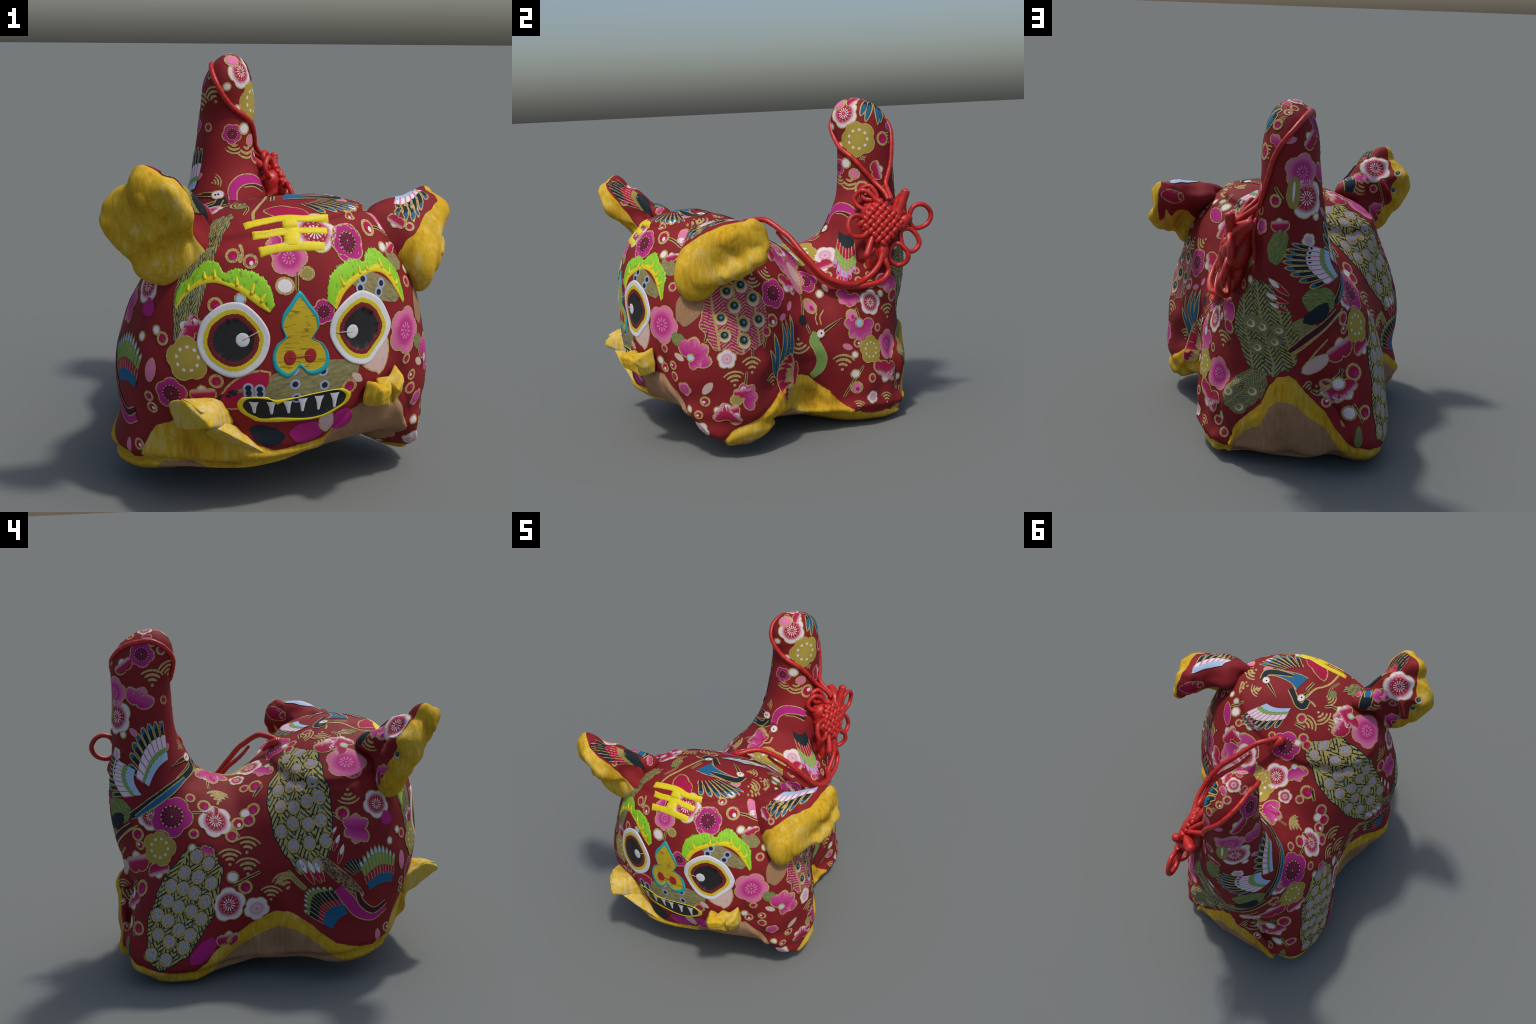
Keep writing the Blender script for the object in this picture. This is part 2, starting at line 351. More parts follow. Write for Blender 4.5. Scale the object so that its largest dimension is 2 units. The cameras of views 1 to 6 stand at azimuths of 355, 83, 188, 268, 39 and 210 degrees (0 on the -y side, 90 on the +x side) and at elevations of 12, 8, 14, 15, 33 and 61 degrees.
def build_materials():
    # red brocade with slow fading and thread bump
    n = Nodes("red_brocade")
    slow = n.noise(3.5, 3.0)
    fine = n.noise(420.0, 2.0)
    c = n.ramp(slow, [(.3, (.185, .0115, .014)), (.7, (.245, .015, .019))])
    c = n.mix(n.math("MULTIPLY", fine, .22), c, (.16, .010, .012))
    n.bump(n.math("ADD", n.noise(30.0, 2.0), n.math("MULTIPLY", fine, .25)), .25, .004)
    MATERIALS["red_brocade"] = n.done(c, .7, .2)

    def fleece(name, a, b, d):
        """Soft pile: long streaks from ochre through yellow to a rubbed cream."""
        n = Nodes(name)
        t = n.noise(5.0, 5.0, n.scaled(n.coord, (9.0, 9.0, 1.6)), .65)
        t2 = n.noise(11.0, 4.0, n.scaled(n.coord, (7.0, 7.0, 1.3)), .6)
        blot = n.noise(5.0, 3.0)
        v = n.math("ADD", n.math("MULTIPLY", t, .55), n.math("MULTIPLY", blot, .45))
        c = n.ramp(v, [(.34, a), (.5, b), (.64, d)])
        c = n.mix(n.math("MULTIPLY", n.math("GREATER_THAN", t2, .6), .25), c, a)
        n.bump(n.math("ADD", n.noise(26.0, 3.0), n.math("MULTIPLY", t2, 1.2)), .35, .006)
        MATERIALS[name] = n.done(c, .9, .1)

    fleece("yellow_fleece", (.42, .20, .012), (.52, .32, .022), (.58, .42, .10))
    fleece("yellow_lining", (.44, .23, .012), (.56, .35, .024), (.62, .46, .13))
    fleece("tan_lining", (.26, .145, .075), (.33, .185, .10), (.38, .235, .125))
    fleece("cream_tuft", (.52, .30, .012), (.58, .40, .04), (.60, .46, .22))

    n = Nodes("print_gold")                  # metallic thread, broken where the cloth shows through
    n0 = n.noise(34.0, 3.0, n.scaled(n.tree.nodes.new("ShaderNodeNewGeometry").outputs["Position"], (5.0, 5.0, 5.0)))
    g = n.ramp(n0, [(.34, (.13, .05, .03)), (.46, GOLD), (.7, (.52, .40, .16))])
    MATERIALS["print_gold"] = n.done(g, .6, .3)
    for k, c in dict(crimson=CRIMSON, white=WHITE, magenta=MAGENTA, pink=PINK, maroon=MAROON, navy=NAVY, blue=BLUE, sky=SKY, green=GREEN, olive=OLIVE,
                     lilac=(.33, .35, .50), brown=(.035, .014, .014), pale=(.60, .42, .40), black=(.008, .008, .009), cream=(.66, .58, .38)).items():
        plain("print_" + k, c, .75, .22, 70.0)

    def gradient(name, stops, axis="r", rays=None, dots=None, base=0.0):
        """Print whose colour runs from the centre (or base) of a motif to its edge."""
        n = Nodes(name)
        x, y, z = n.split()
        if axis == "y":
            u = y
        else:
            u = n.math("SQRT", n.math("ADD", n.math("MULTIPLY", x, x), n.math("MULTIPLY", y, y)))
        wob = n.math("MULTIPLY", n.math("SUBTRACT", n.noise(9.0, 2.0), .5), .16)
        c = n.ramp(n.math("ADD", u, wob), stops)
        turn = n.math("ARCTAN2", y, x)
        if rays:
            col, lo, hi, count = rays
            m = n.math("GREATER_THAN", n.math("SINE", n.math("MULTIPLY", turn, float(count))), .1)
            m = n.math("MULTIPLY", m, n.math("MULTIPLY", n.math("GREATER_THAN", u, lo), n.math("LESS_THAN", u, hi)))
            c = n.mix(m, c, col)
        if dots:
            col, at, width, count = dots
            m = n.math("GREATER_THAN", n.math("SINE", n.math("MULTIPLY", turn, float(count))), .25)
            m = n.math("MULTIPLY", m, n.math("LESS_THAN", n.math("ABSOLUTE", n.math("SUBTRACT", u, at)), width))
            c = n.mix(m, c, col)
        c = n.mix(n.math("LESS_THAN", u, .055 if axis == "r" else -9.0), c, GOLD)
        thread = n.noise(60.0, 2.0)
        c = n.mix(n.math("MULTIPLY", thread, .25), c, tuple(.5 * v for v in RED))
        MATERIALS[name] = n.done(c, .75, .2)

    gradient("blossom_white", [(0, CRIMSON), (.50, (.36, .012, .06)), (.63, (.62, .26, .33)), (.75, WHITE)], rays=(WHITE, .12, .36, 13), dots=(GOLD, .46, .035, 13))
    gradient("blossom_pale", [(0, PINK), (.35, (.64, .30, .40)), (.7, WHITE)], rays=(WHITE, .10, .34, 11))
    gradient("blossom_dark", [(0, MAROON), (.50, MAROON), (.56, MAGENTA), (1, (.46, .025, .23))], rays=((.24, .012, .09), .12, .4, 15), dots=((.55, .40, .16), .50, .035, 15))
    gradient("blossom_pink", [(0, (.44, .02, .2)), (.4, (.48, .035, .22)), (.8, PINK)], rays=((.64, .2, .4), .14, .34, 10))
    gradient("blossom_gold", [(0, (.42, .34, .055)), (1, (.38, .30, .045))], dots=(WHITE, .50, .06, 9))
    gradient("petal_white", [(0, CRIMSON), (.40, (.40, .015, .08)), (.62, (.62, .32, .40)), (.8, WHITE)], "y")
    gradient("petal_pink", [(0, MAGENTA), (.4, (.5, .05, .24)), (.85, PINK)], "y")

    # peacock train: gold chevron barbs over navy, with blue flashes
    def train(name, barb, ground, flash, gap):
        n = Nodes(name)
        x, y, z = n.split()
        wob = n.math("MULTIPLY", n.math("SUBTRACT", n.noise(5.0, 3.0), .5), .5)
        col = n.math("ABSOLUTE", n.math("SUBTRACT", n.math("FRACT", n.math("ADD", n.math("MULTIPLY", x, 1.6), n.math("ADD", .5, n.math("MULTIPLY", wob, .3)))), .5))
        v = n.math("ADD", n.math("MULTIPLY", y, 11.0), n.math("ADD", n.math("MULTIPLY", col, 4.5), wob))
        stripe = n.math("GREATER_THAN", n.math("FRACT", v), gap)
        grain = n.math("GREATER_THAN", n.noise(16.0, 3.0), .41)
        c = n.mix(n.math("GREATER_THAN", n.noise(2.2, 1.0), .56), ground, flash)
        c = n.mix(n.math("MULTIPLY", stripe, grain), c, barb)
        c = n.mix(n.math("LESS_THAN", col, .05), c, barb)
        MATERIALS[name] = n.done(c, .7, .25)

    train("peacock_train", (.40, .34, .10), NAVY, (.012, .075, .15), .36)
    train("peacock_dim", (.30, .27, .09), (.03, .036, .03), (.03, .07, .10), .36)
    train("pink_train", (.42, .29, .10), (.34, .012, .10), (.30, .012, .12), .62)

    n = Nodes("feather_scales")
    v = n.node("ShaderNodeTexVoronoi", Scale=9.0)
    n.put(v.inputs["Vector"], n.coord)
    MATERIALS["feather_scales"] = n.done(n.mix(n.math("GREATER_THAN", v.outputs["Distance"], .52), (.045, .014, .022), (.34, .22, .10)))
    n = Nodes("olive_down")
    t = n.noise(5.0, 4.0)
    MATERIALS["olive_down"] = n.done(n.ramp(t, [(.3, (.13, .13, .06)), (.55, (.24, .21, .085)), (.75, (.34, .29, .15))]))

    n = Nodes("green_down")
    t = n.noise(3.0, 4.0, n.scaled(n.coord, (3.0, 1.0, 1.0)))
    MATERIALS["green_down"] = n.done(n.ramp(t, [(.3, (.07, .10, .03)), (.5, (.14, .19, .055)), (.72, (.27, .33, .12))]))

    # embroidery: satin stitch runs across or around the piece
    def satin(name, colour, dark, mode="noise", count=160.0, amount=.5):
        n = Nodes(name)
        x, y, z = n.split()
        if mode == "radial":
            turn = n.math("ARCTAN2", y, x)
            t = n.math("ADD", n.math("MULTIPLY", turn, count / 6.2832), n.math("MULTIPLY", n.noise(3.0), 1.5))
            u = n.math("ADD", n.math("MULTIPLY", n.math("SINE", n.math("MULTIPLY", t, 6.2832)), .5), .5)
            streak = n.noise(1.0, 2.0, n.node("ShaderNodeCombineXYZ", X=n.math("MULTIPLY", turn, 38.0), Y=0.0, Z=0.0).outputs[0])
        else:
            u = n.noise(1.0, 2.0, n.scaled(n.coord, {"x": (30.0, 260.0, 260.0), "z": (260.0, 260.0, 30.0), "noise": (200.0, 200.0, 60.0)}[mode]))
            streak = n.noise(1.0, 2.0, n.scaled(n.coord, {"x": (14.0, 90.0, 90.0), "z": (90.0, 90.0, 16.0), "noise": (70.0, 70.0, 20.0)}[mode]))
        f = n.ramp(streak, [(.30, (1, 1, 1)), (.46, (0, 0, 0))])
        c = n.mix(n.math("MULTIPLY", f, amount), colour, dark)
        c = n.mix(n.math("MULTIPLY", u, .25), c, tuple(.62 * v for v in colour))
        n.bump(u, .4, .0022)
        MATERIALS[name] = n.done(c, .55, .35)

    satin("stitch_white", (.70, .70, .72), (.33, .30, .32), "radial", 230.0, .55)
    satin("stitch_yellow_ring", (.64, .50, .015), (.36, .25, .02), "radial", 230.0, .5)
    satin("stitch_oxblood", (.165, .010, .012), (.10, .006, .008), "radial", 90.0)
    satin("stitch_black", (.014, .014, .015), (.008, .008, .009), "noise")
    satin("stitch_glint", (.70, .70, .72), (.5, .5, .52), "x")
    satin("stitch_lime", (.26, .56, .02), (.10, .20, .02), "z", 1, .75)
    satin("stitch_yellow", (.70, .56, .012), (.40, .28, .02), "z", 1, .4)
    satin("stitch_bar", (.74, .60, .012), (.48, .36, .02), "z", 1, .35)
    satin("stitch_ochre", (.54, .39, .012), (.16, .06, .015), "x", 1, .8)
    satin("stitch_teal", (.015, .34, .38), (.01, .18, .22), "noise", 1, .5)
    satin("stitch_nostril", (.32, .016, .016), (.2, .01, .01), "z")

    n = Nodes("red_cord")
    fib = n.noise(40.0, 3.0)
    n.bump(n.noise(90.0, 2.0), .3, .003)
    MATERIALS["red_cord"] = n.done(n.ramp(fib, [(.3, (.36, .010, .008)), (.7, (.52, .018, .012))]), .42, .5)


# ------------------------------------------------------------------ object helpers
PARTS, WORLD = {}, {}


def add(name, verts, faces, mats, parent, slots=None, matrix=None, normals=None, kind=None):
    me = bpy.data.meshes.new(name)
    v = np.asarray(verts, float)
    if normals is not None:            # wind every face the way the cloth faces
        tri = np.array([f[:3] for f in faces])
        side = (np.cross(v[tri[:, 1]] - v[tri[:, 0]], v[tri[:, 2]] - v[tri[:, 0]]) * np.asarray(normals)[tri].mean(1)).sum(1)
        if np.asarray(faces[0]).size == 4:
            far = np.array([f[3] for f in faces])
            side = side + (np.cross(v[tri[:, 2]] - v[tri[:, 0]], v[far] - v[tri[:, 0]]) * np.asarray(normals)[far]).sum(1)
        faces = [f if k >= 0 else f[::-1] for f, k in zip(faces, side)]
    if matrix is not None:
        inv = np.linalg.inv(matrix)
        v = v @ inv[:3, :3].T + inv[:3, 3]
    me.from_pydata(v.tolist(), [], [list(map(int, f)) for f in faces])
    for m in mats:
        me.materials.append(MATERIALS[m])
    if slots is not None:
        me.polygons.foreach_set("material_index", np.asarray(slots, np.int32))
    me.polygons.foreach_set("use_smooth", [True] * len(me.polygons))
    me.update()
    if normals is not None:
        nn = np.asarray(normals, float)
        if matrix is not None:         # normals go into the object's own frame
            nn = nn @ matrix[:3, :3]
            nn /= np.linalg.norm(nn, axis=1, keepdims=True)
        me.normals_split_custom_set_from_vertices(nn.tolist())
    o = bpy.data.objects.new(name, me)
    bpy.context.scene.collection.objects.link(o)
    if matrix is not None:
        o.matrix_world = Matrix(matrix.tolist())
    WORLD[o.name] = Matrix(matrix.tolist()) if matrix is not None else Matrix()
    if parent is not None:
        o.parent = parent
        o.matrix_parent_inverse = WORLD.get(parent.name, Matrix()).inverted()
    if kind:
        o["kind"] = kind
    return o


def spline(points, count, closed=False):
    """Catmull-Rom through control points."""
    p = np.array(points, float)
    n = len(p)
    segs = n if closed else n - 1
    t = np.linspace(0, segs, count, endpoint=not closed)
    i = np.minimum(t.astype(int), segs - 1)
    f = (t - i)[:, None]
    if closed:
        a, b, c, d = p[(i - 1) % n], p[i % n], p[(i + 1) % n], p[(i + 2) % n]
    else:
        ext = np.vstack([2 * p[0] - p[1], p, 2 * p[-1] - p[-2]])
        a, b, c, d = ext[i], ext[i + 1], ext[i + 2], ext[i + 3]
    return .5 * (2 * b + (c - a) * f + (2 * a - 5 * b + 4 * c - d) * f ** 2 + (3 * b - a - 3 * c + d) * f ** 3)


def tube(points, radius, closed=False, sides=10, count=None, lump=.0):
    p = spline(points, count or max(8, 8 * len(points)), closed)
    n = len(p)
    t = np.roll(p, -1, 0) - np.roll(p, 1, 0)
    if not closed:
        t[0], t[-1] = p[1] - p[0], p[-1] - p[-2]
    t /= np.linalg.norm(t, axis=1, keepdims=True) + 1e-9
    u = np.cross(t[0], (0, 0, 1.0))
    if np.linalg.norm(u) < .1:
        u = np.cross(t[0], (0, 1.0, 0))
    frames = []
    for k in range(n):
        u = u - t[k] * (u @ t[k])
        u /= np.linalg.norm(u)
        frames.append(u.copy())
    frames = np.array(frames)
    w = np.cross(t, frames)
    if closed:  # undo the twist that builds up around a ring
        a = math.atan2(frames[0] @ w[-1], frames[0] @ frames[-1])
        k = np.linspace(0, a, n)[:, None]
        frames, w = np.cos(k) * frames + np.sin(k) * w, np.cos(k) * w - np.sin(k) * frames
    r = np.interp(np.linspace(0, 1, n), np.linspace(0, 1, len(radius)), radius) if hasattr(radius, "__len__") else np.full(n, radius)
    r = r * (1 + lump * np.sin(np.arange(n) * 1.7) * np.cos(np.arange(n) * .63))
    ang = np.arange(sides) * 2 * np.pi / sides
    v = (p[:, None] + r[:, None, None] * (np.cos(ang)[None, :, None] * frames[:, None] + np.sin(ang)[None, :, None] * w[:, None])).reshape(-1, 3)
    faces = []
    for k in range(n if closed else n - 1):
        for s in range(sides):
            faces.append((k * sides + s, k * sides + (s + 1) % sides, (k + 1) % n * sides + (s + 1) % sides, (k + 1) % n * sides + s))
    if not closed:
        base = len(v)
        v = np.vstack([v, p[0] - t[0] * r[0] * .6, p[-1] + t[-1] * r[-1] * .6])
        for s in range(sides):
            faces.append((base, (s + 1) % sides, s))
            faces.append((base + 1, (n - 1) * sides + s, (n - 1) * sides + (s + 1) % sides))
    return v, faces


# ------------------------------------------------------------------ flat motif builder
class Sheet:
    """Collects flat pieces (local x, y) with a material and a stacking level."""

    def __init__(self):
        self.v, self.level, self.f, self.m, self.mats = [], [], [], [], []

    def slot(self, mat):
        if mat not in self.mats:
            self.mats.append(mat)
        return self.mats.index(mat)

    def grid(self, pts, mat, level):
        """pts: array rows x cols x 2"""
        r, c, _ = pts.shape
        b = len(self.v)
        self.v += pts.reshape(-1, 2).tolist()
        self.level += [level] * (r * c)
        k = self.slot(mat)
        for i in range(r - 1):
            for j in range(c - 1):
                self.f.append((b + i * c + j, b + i * c + j + 1, b + (i + 1) * c + j + 1, b + (i + 1) * c + j))
                self.m.append(k)

    def disc(self, centre, rx, ry, mat, level, turn=0.0, outline=None, inner=0.0, outer=1.0, rings=3, n=28):
        a = np.arange(n + 1) * 2 * np.pi / n
        r = outline(a) if outline else np.ones(n + 1)
        rows = []
        for s in np.linspace(inner, outer, rings + 1):
            x, y = rx * r * s * np.cos(a), ry * r * s * np.sin(a)
            rows.append(np.stack([centre[0] + x * math.cos(turn) - y * math.sin(turn), centre[1] + x * math.sin(turn) + y * math.cos(turn)], -1))
        self.grid(np.array(rows), mat, level)

    def strip(self, pts, width, mat, level, n=None):
        p = np.array(pts, float)
        t = np.gradient(p, axis=0)
        t /= np.linalg.norm(t, axis=1, keepdims=True) + 1e-9
        s = np.stack([-t[:, 1], t[:, 0]], -1)
        w = np.interp(np.linspace(0, 1, len(p)), np.linspace(0, 1, len(width)), width) if hasattr(width, "__len__") else np.full(len(p), width)
        self.grid(np.stack([p - s * w[:, None] / 2, p, p + s * w[:, None] / 2], 1), mat, level)

    def leaf(self, a, b, width, mat, level, n=9, sharp=.75, back=.12):
        a, b = np.array(a, float), np.array(b, float)
        t = np.linspace(0, 1, n)
        w = width * (np.sin(np.pi * np.clip(back + t * (1 - back), 0, 1)) ** sharp)
        self.strip(a + (b - a) * t[:, None], w, mat, level)


def plum(a):
    return .76 + .24 * np.sqrt(np.abs(np.cos(2.5 * (a - np.pi / 2))))


def blossom(s, mat, size):
    rim = min(.12, .006 / size)
    s.disc((0, 0), 1, 1, mat, 0, outline=plum, outer=1 - rim, rings=5, n=50)
    s.disc((0, 0), 1, 1, "print_gold", 0, outline=plum, inner=1 - rim, outer=1.0, rings=1, n=50)


def fan_row(s, y0, y1, kind, mats, n, spread, level, world):
    """One row of a wing: plain band, striped band or separate pointed feathers."""
    def warp(x, y):
        bow = np.sin(np.pi * np.clip(x, 0, 1))
        return np.stack([.5 + (x - .5) * (.72 + .28 * y + spread * y), y * (.80 + .24 * bow) + .10 * bow - .05], -1)
    if kind in ("plain", "stripes"):
        x, y = np.meshgrid(np.linspace(0, 1, 2 * n + 1), np.linspace(y0, y1, 4), indexing="ij")
        scallop = np.where(y >= y1 - 1e-6, .035 * np.abs(np.sin(x * np.pi * n)), 0)
        s.grid(warp(x, y + scallop), mats[0], level)
    if kind == "stripes":
        for i in range(n + 1):
            y = np.linspace(y0, y1, 5)
            s.strip(warp(np.full(5, i / n), y), .22 / n, mats[1], level + 1)
    if kind == "feathers":
        for i in range(n):
            xc = (i + .5) / n
            tip = y1 * (.86 + .14 * math.sin((xc * .75 + .25) * math.pi))
            y = np.linspace(y0, tip, 10)
            f = np.clip((y - y0) / (tip - y0), 0, 1)
            w = np.where(f < .6, 1, np.sqrt(np.clip(1 - ((f - .6) / .4) ** 2, 0, 1)))
            sp = .72 + .28 * y + spread * y
            for width, mat, lv, lo, hi in ((1.02, mats[0], level, 0, 1), (.62, mats[1], level + 1, 0, .9), (.62, mats[2], level + 2, .56, .9)):
                k = (f >= lo - 1e-6) & (f <= hi)
                mid = warp(np.full(k.sum(), xc), y[k])
                ww = w[k] * width / n * sp[k]
                if lv == level + 1 or lv == level + 2:
                    ww = ww * np.where(f[k] > .8, .7, 1)
                s.grid(np.stack([mid - np.stack([ww / 2, 0 * ww], -1), mid, mid + np.stack([ww / 2, 0 * ww], -1)], 1), mat, lv)


WINGS = {
    "wing_crane": (8, .42, [(.44, 1, "feathers", ("print_gold", "print_navy", "print_blue")), (.2, .52, "stripes", ("print_white", "print_pink")), (.1, .24, "plain", ("print_green",)), (-.03, .13, "plain", ("print_sky",))]),
    "wing_phoenix_low": (10, .2, [(.9, 1.35, "feathers", ("print_olive", "print_green", "print_sky")), (.56, 1, "stripes", ("print_navy", "print_gold")), (.3, .6, "stripes", ("print_crimson", "print_gold")), (-.1, .36, "plain", ("print_blue",))]),
    "wing_green": (10, .22, [(.36, 1, "feathers", ("print_olive", "print_green", "print_sky")), (.16, .42, "stripes", ("print_crimson", "print_gold")), (-.05, .2, "plain", ("print_blue",))]),
    "wing_stripe": (6, .3, [(0, 1, "stripes", ("print_navy", "print_gold"))]),
    "wing_dark": (7, .55, [(0, 1, "feathers", ("print_gold", "print_navy", "print_blue")), (-.12, .16, "stripes", ("print_maroon", "print_gold"))]),
    "wing_lilac": (6, .25, [(.62, 1, "feathers", ("print_pink", "print_lilac", "print_magenta")), (.4, .68, "stripes", ("print_green", "print_gold")), (.18, .42, "stripes", ("print_crimson", "print_gold")), (-.05, .2, "plain", ("print_navy",))]),
    "wing_ear": (8, .1, [(.56, 1, "stripes", ("print_navy", "print_gold")), (.26, .6, "stripes", ("print_crimson", "print_gold")), (.1, .3, "plain", ("print_olive",)), (-.3, .12, "plain", ("print_navy",))]),
    "wing_ear_right": (6, .0, [(.30, 1, "feathers", ("print_gold", "print_navy", "print_blue")), (.1, .36, "stripes", ("print_white", "print_pink")), (-.12, .13, "plain", ("print_sky",))]),
}


def draw_motif(kind, size, wide):
    """Return a Sheet for one printed motif; local y runs from anchor to tip (length 1 = size metres)."""
    s = Sheet()
    g = .006 / size                                    # width of a gold outline in local units
    word, _, tone = kind.partition("_")
    if word == "blossom":
        blossom(s, kind, size)
    elif word == "spray":
        mat = "petal_" + tone
        for turn in (-.85, .85, 0):
            tip = (math.sin(turn) * .92, math.cos(turn) * .92)
            s.leaf((0, 0), (tip[0] * 1.09, tip[1] * 1.09), .62 + 2.4 * g, "print_gold", 0, 11, .55, .05)
            s.leaf((tip[0] * .06, tip[1] * .06), tip, .62, mat, 1, 11, .55, .05)
    elif word == "petal":
        mats = dict(pale="print_pale", magenta="print_magenta", pink="print_pink", crimson="print_crimson")
        s.leaf((0, -.9), (0, 1.0), 1.0, "print_gold", 0, 11, .6, .03)
        s.leaf((0, -.84), (0, .93), .86, mats[tone], 1, 11, .6, .03)
    elif word == "plume":
        s.leaf((0, 0), (0, 1.0), .26, "print_gold", 0, 11, .7, .05)
        s.leaf((0, .02), (0, .95), .18, "print_crimson", 1, 11, .7, .05)
        s.leaf((0, .45), (0, .95), .16, "print_white", 2, 9, .7, .05)
    elif kind == "feather_blue":
        w = .045 / size
        s.leaf((0, 0), (0, 1.0), w, "print_gold", 0, 13, .6, .1)
        s.leaf((0, .03), (0, .92), w * .62, "print_navy", 1, 13, .6, .1)
        s.leaf((0, .25), (0, .9), w * .5, "print_blue", 2, 13, .6, .1)
    elif word in ("berry", "bud"):
        if word == "berry":
            s.disc((0, 0), 1 + 1.2 * g, 1 + 1.2 * g, "print_gold", 0, n=18)
            s.disc((0, 0), .80, .80, {"": "print_crimson", "white": "print_crimson", "pink": "print_pink"}[tone], 1, n=18)
            s.disc((.3, .2), .4, .34, "print_white" if tone == "white" else "print_magenta", 2, n=12)
        else:
            s.disc((0, 0), 1 + g, 1.1 + g, "print_gold", 0, n=18)
            s.disc((0, 0), .86, .96, {"white": "print_white", "blue": "print_sky", "olive": "print_olive", "pink": "print_pink"}[tone], 1, n=18)
    elif kind == "wave":
        for r, w, half in ((.94, .13, .80), (.68, .17, .74), (.40, .17, .70)):
            a = np.linspace(-half, half, 11)
            s.strip(np.stack([r * np.sin(a), r * np.cos(a)], -1), [w * .7, w, w, w * .7], "print_gold", 0)
        s.disc((0, .07), .10, .10, "print_gold", 0, n=10, rings=2)
    elif word == "wing":
        n, spread, rows = WINGS[kind]
        for k, (y0, y1, style, mats) in enumerate(rows):
            fan_row(s, y0, y1, style, mats, n, spread, 3 * k, size)
    elif kind in ("peacock", "peacock_dim", "fan_pink"):
        out = lambda a: (np.abs(np.cos(a)) ** 2.3 + np.abs(np.sin(a)) ** 2.3) ** (-1 / 2.3) * (1 - .18 * np.clip(-np.sin(a), 0, 1) * np.abs(np.cos(a))) * (1 + .03 * np.sin(9 * a + 1) + .02 * np.sin(17 * a))
        gx = .012 / size
        mat = {"peacock": "peacock_train", "peacock_dim": "peacock_dim", "fan_pink": "pink_train"}[kind]
        s.disc((0, 0), 1, 1, mat, 0, outline=out, rings=24, n=110)
        if kind != "peacock_dim":
            s.disc((0, 0), 1.03, 1.02, "print_gold" if kind == "fan_pink" else "print_navy", -1, outline=out, inner=.9, rings=4, n=110)
        if kind == "peacock":
            ex, ey = .030 / wide, .034 / size
            rows = 7
            for i in range(rows):
                y = -.80 + 1.62 * i / (rows - 1)
                half = math.sqrt(max(0, 1 - abs(y) ** 2.3)) * .86
                count = max(1, int(round(half * 4.4 * min(1, wide / .14))))
                for j in range(count):
                    x = (2 * (j + .5) / count - 1) * half + (.12 if i % 2 else -.12) * half / count * 2
                    x += RNG.uniform(-.04, .04)
                    yy = y + RNG.uniform(-.04, .04)
                    s.disc((x, yy), ex * 1.32, ey * 1.32, "print_navy", 1, n=16, rings=2)
                    s.disc((x, yy), ex * 1.22, ey * 1.22, "print_gold", 2, n=16, rings=2)
                    s.disc((x, yy + ey * .12), ex * .86, ey * .80, "print_lilac", 3, n=16, rings=2)
                    s.disc((x, yy + ey * .05), ex * .60, ey * .56, "print_gold", 4, n=14, rings=1)
                    s.disc((x, yy), ex * .38, ey * .38, "print_lilac", 5, n=12, rings=1)
    elif word == "feather":
        if tone == "eye":
            s.disc((0, 0), .95, .95, "print_gold", 0, n=20)
            s.disc((.08, .05), .78, .78, "print_pale", 1, n=20)
            s.disc((-.14, -.05), .66, .70, "print_olive", 2, n=18)
            s.disc((-.12, -.05), .46, .52, "print_navy", 3, n=16)
            s.disc((-.14, -.0), .26, .28, "print_blue", 4, n=12)
            s.disc((-.2, .05), .12, .12, "print_olive", 5, n=8)
        else:
            s.disc((0, 0), 1.1, 1.2, "peacock_dim", 0, n=20)
            s.disc((0, 0), .8, .9, "olive_down", 1, n=20)
            s.disc((.1, .1), .5, .6, "print_cream", 2, n=16)
            s.disc((0, 0), .34, .4, "olive_down", 3, n=14)
    elif word == "patch":
        mat = dict(green="green_down", magenta="print_magenta", gold="print_olive", olive="olive_down", navy="print_navy", scales="feather_scales", fluff="tan_lining", white="print_white", pink="print_pink", crimson="print_crimson").get(tone, "olive_down")
        if tone == "scales":
            s.disc((0, 0), 1.08, 1.08, "print_gold", -1, n=30, rings=4)
        wob = lambda a: 1 + .05 * np.sin(3 * a + 1) + .03 * np.sin(7 * a)
        s.disc((0, 0), 1, 1, mat, 0, outline=wob, rings=5, n=36)
        if tone == "gold":
            s.leaf((0, -.7), (0, .6), .35, "print_white", 1)
        if tone == "green":
            for i in range(5):
                x = -.6 + .3 * i
                s.leaf((x * .6, -.8), (x * 1.1, .75), .05, "print_olive", 1)
        if tone == "olive_eyes":
            for i in range(5):
                x, y = -.8 + .4 * i, (.25 if i % 2 else -.3)
                s.disc((x, y), .045 / wide * .5, .045 / size * .5, "print_lilac", 1, n=14)
                s.disc((x, y), .026 / wide * .5, .026 / size * .5, "print_navy", 2, n=12)
    elif word == "bird":
        s.leaf((0, .0), (0, 1.05), .018 / size + g, "print_gold", -1, 9, .9, .45)
        s.leaf((0, .05), (0, 1.0), .013 / size, "print_brown", 0, 9, .9, .45)
        k = .021 / size
        s.disc((0, 0), k * 1.15, k * 1.3, "print_gold", 0, n=20)
        s.disc((0, 0), k * .92, k * 1.08, "print_white", 1, n=20)
        s.disc((0, k * .2), k * .26, k * .26, "print_maroon", 2, n=12)
    return s


NICE = dict(blossom="blossom", spray="blossom_spray", petal="petal", plume="plume", feather="feather_eye", berry="berry", bud="bud", wave="wave_mark",
            wing="wing", peacock="peacock_train", fan="peacock_fan", patch="print_patch", bird="bird_head")
LIFT, LAYER = .0012, .00035


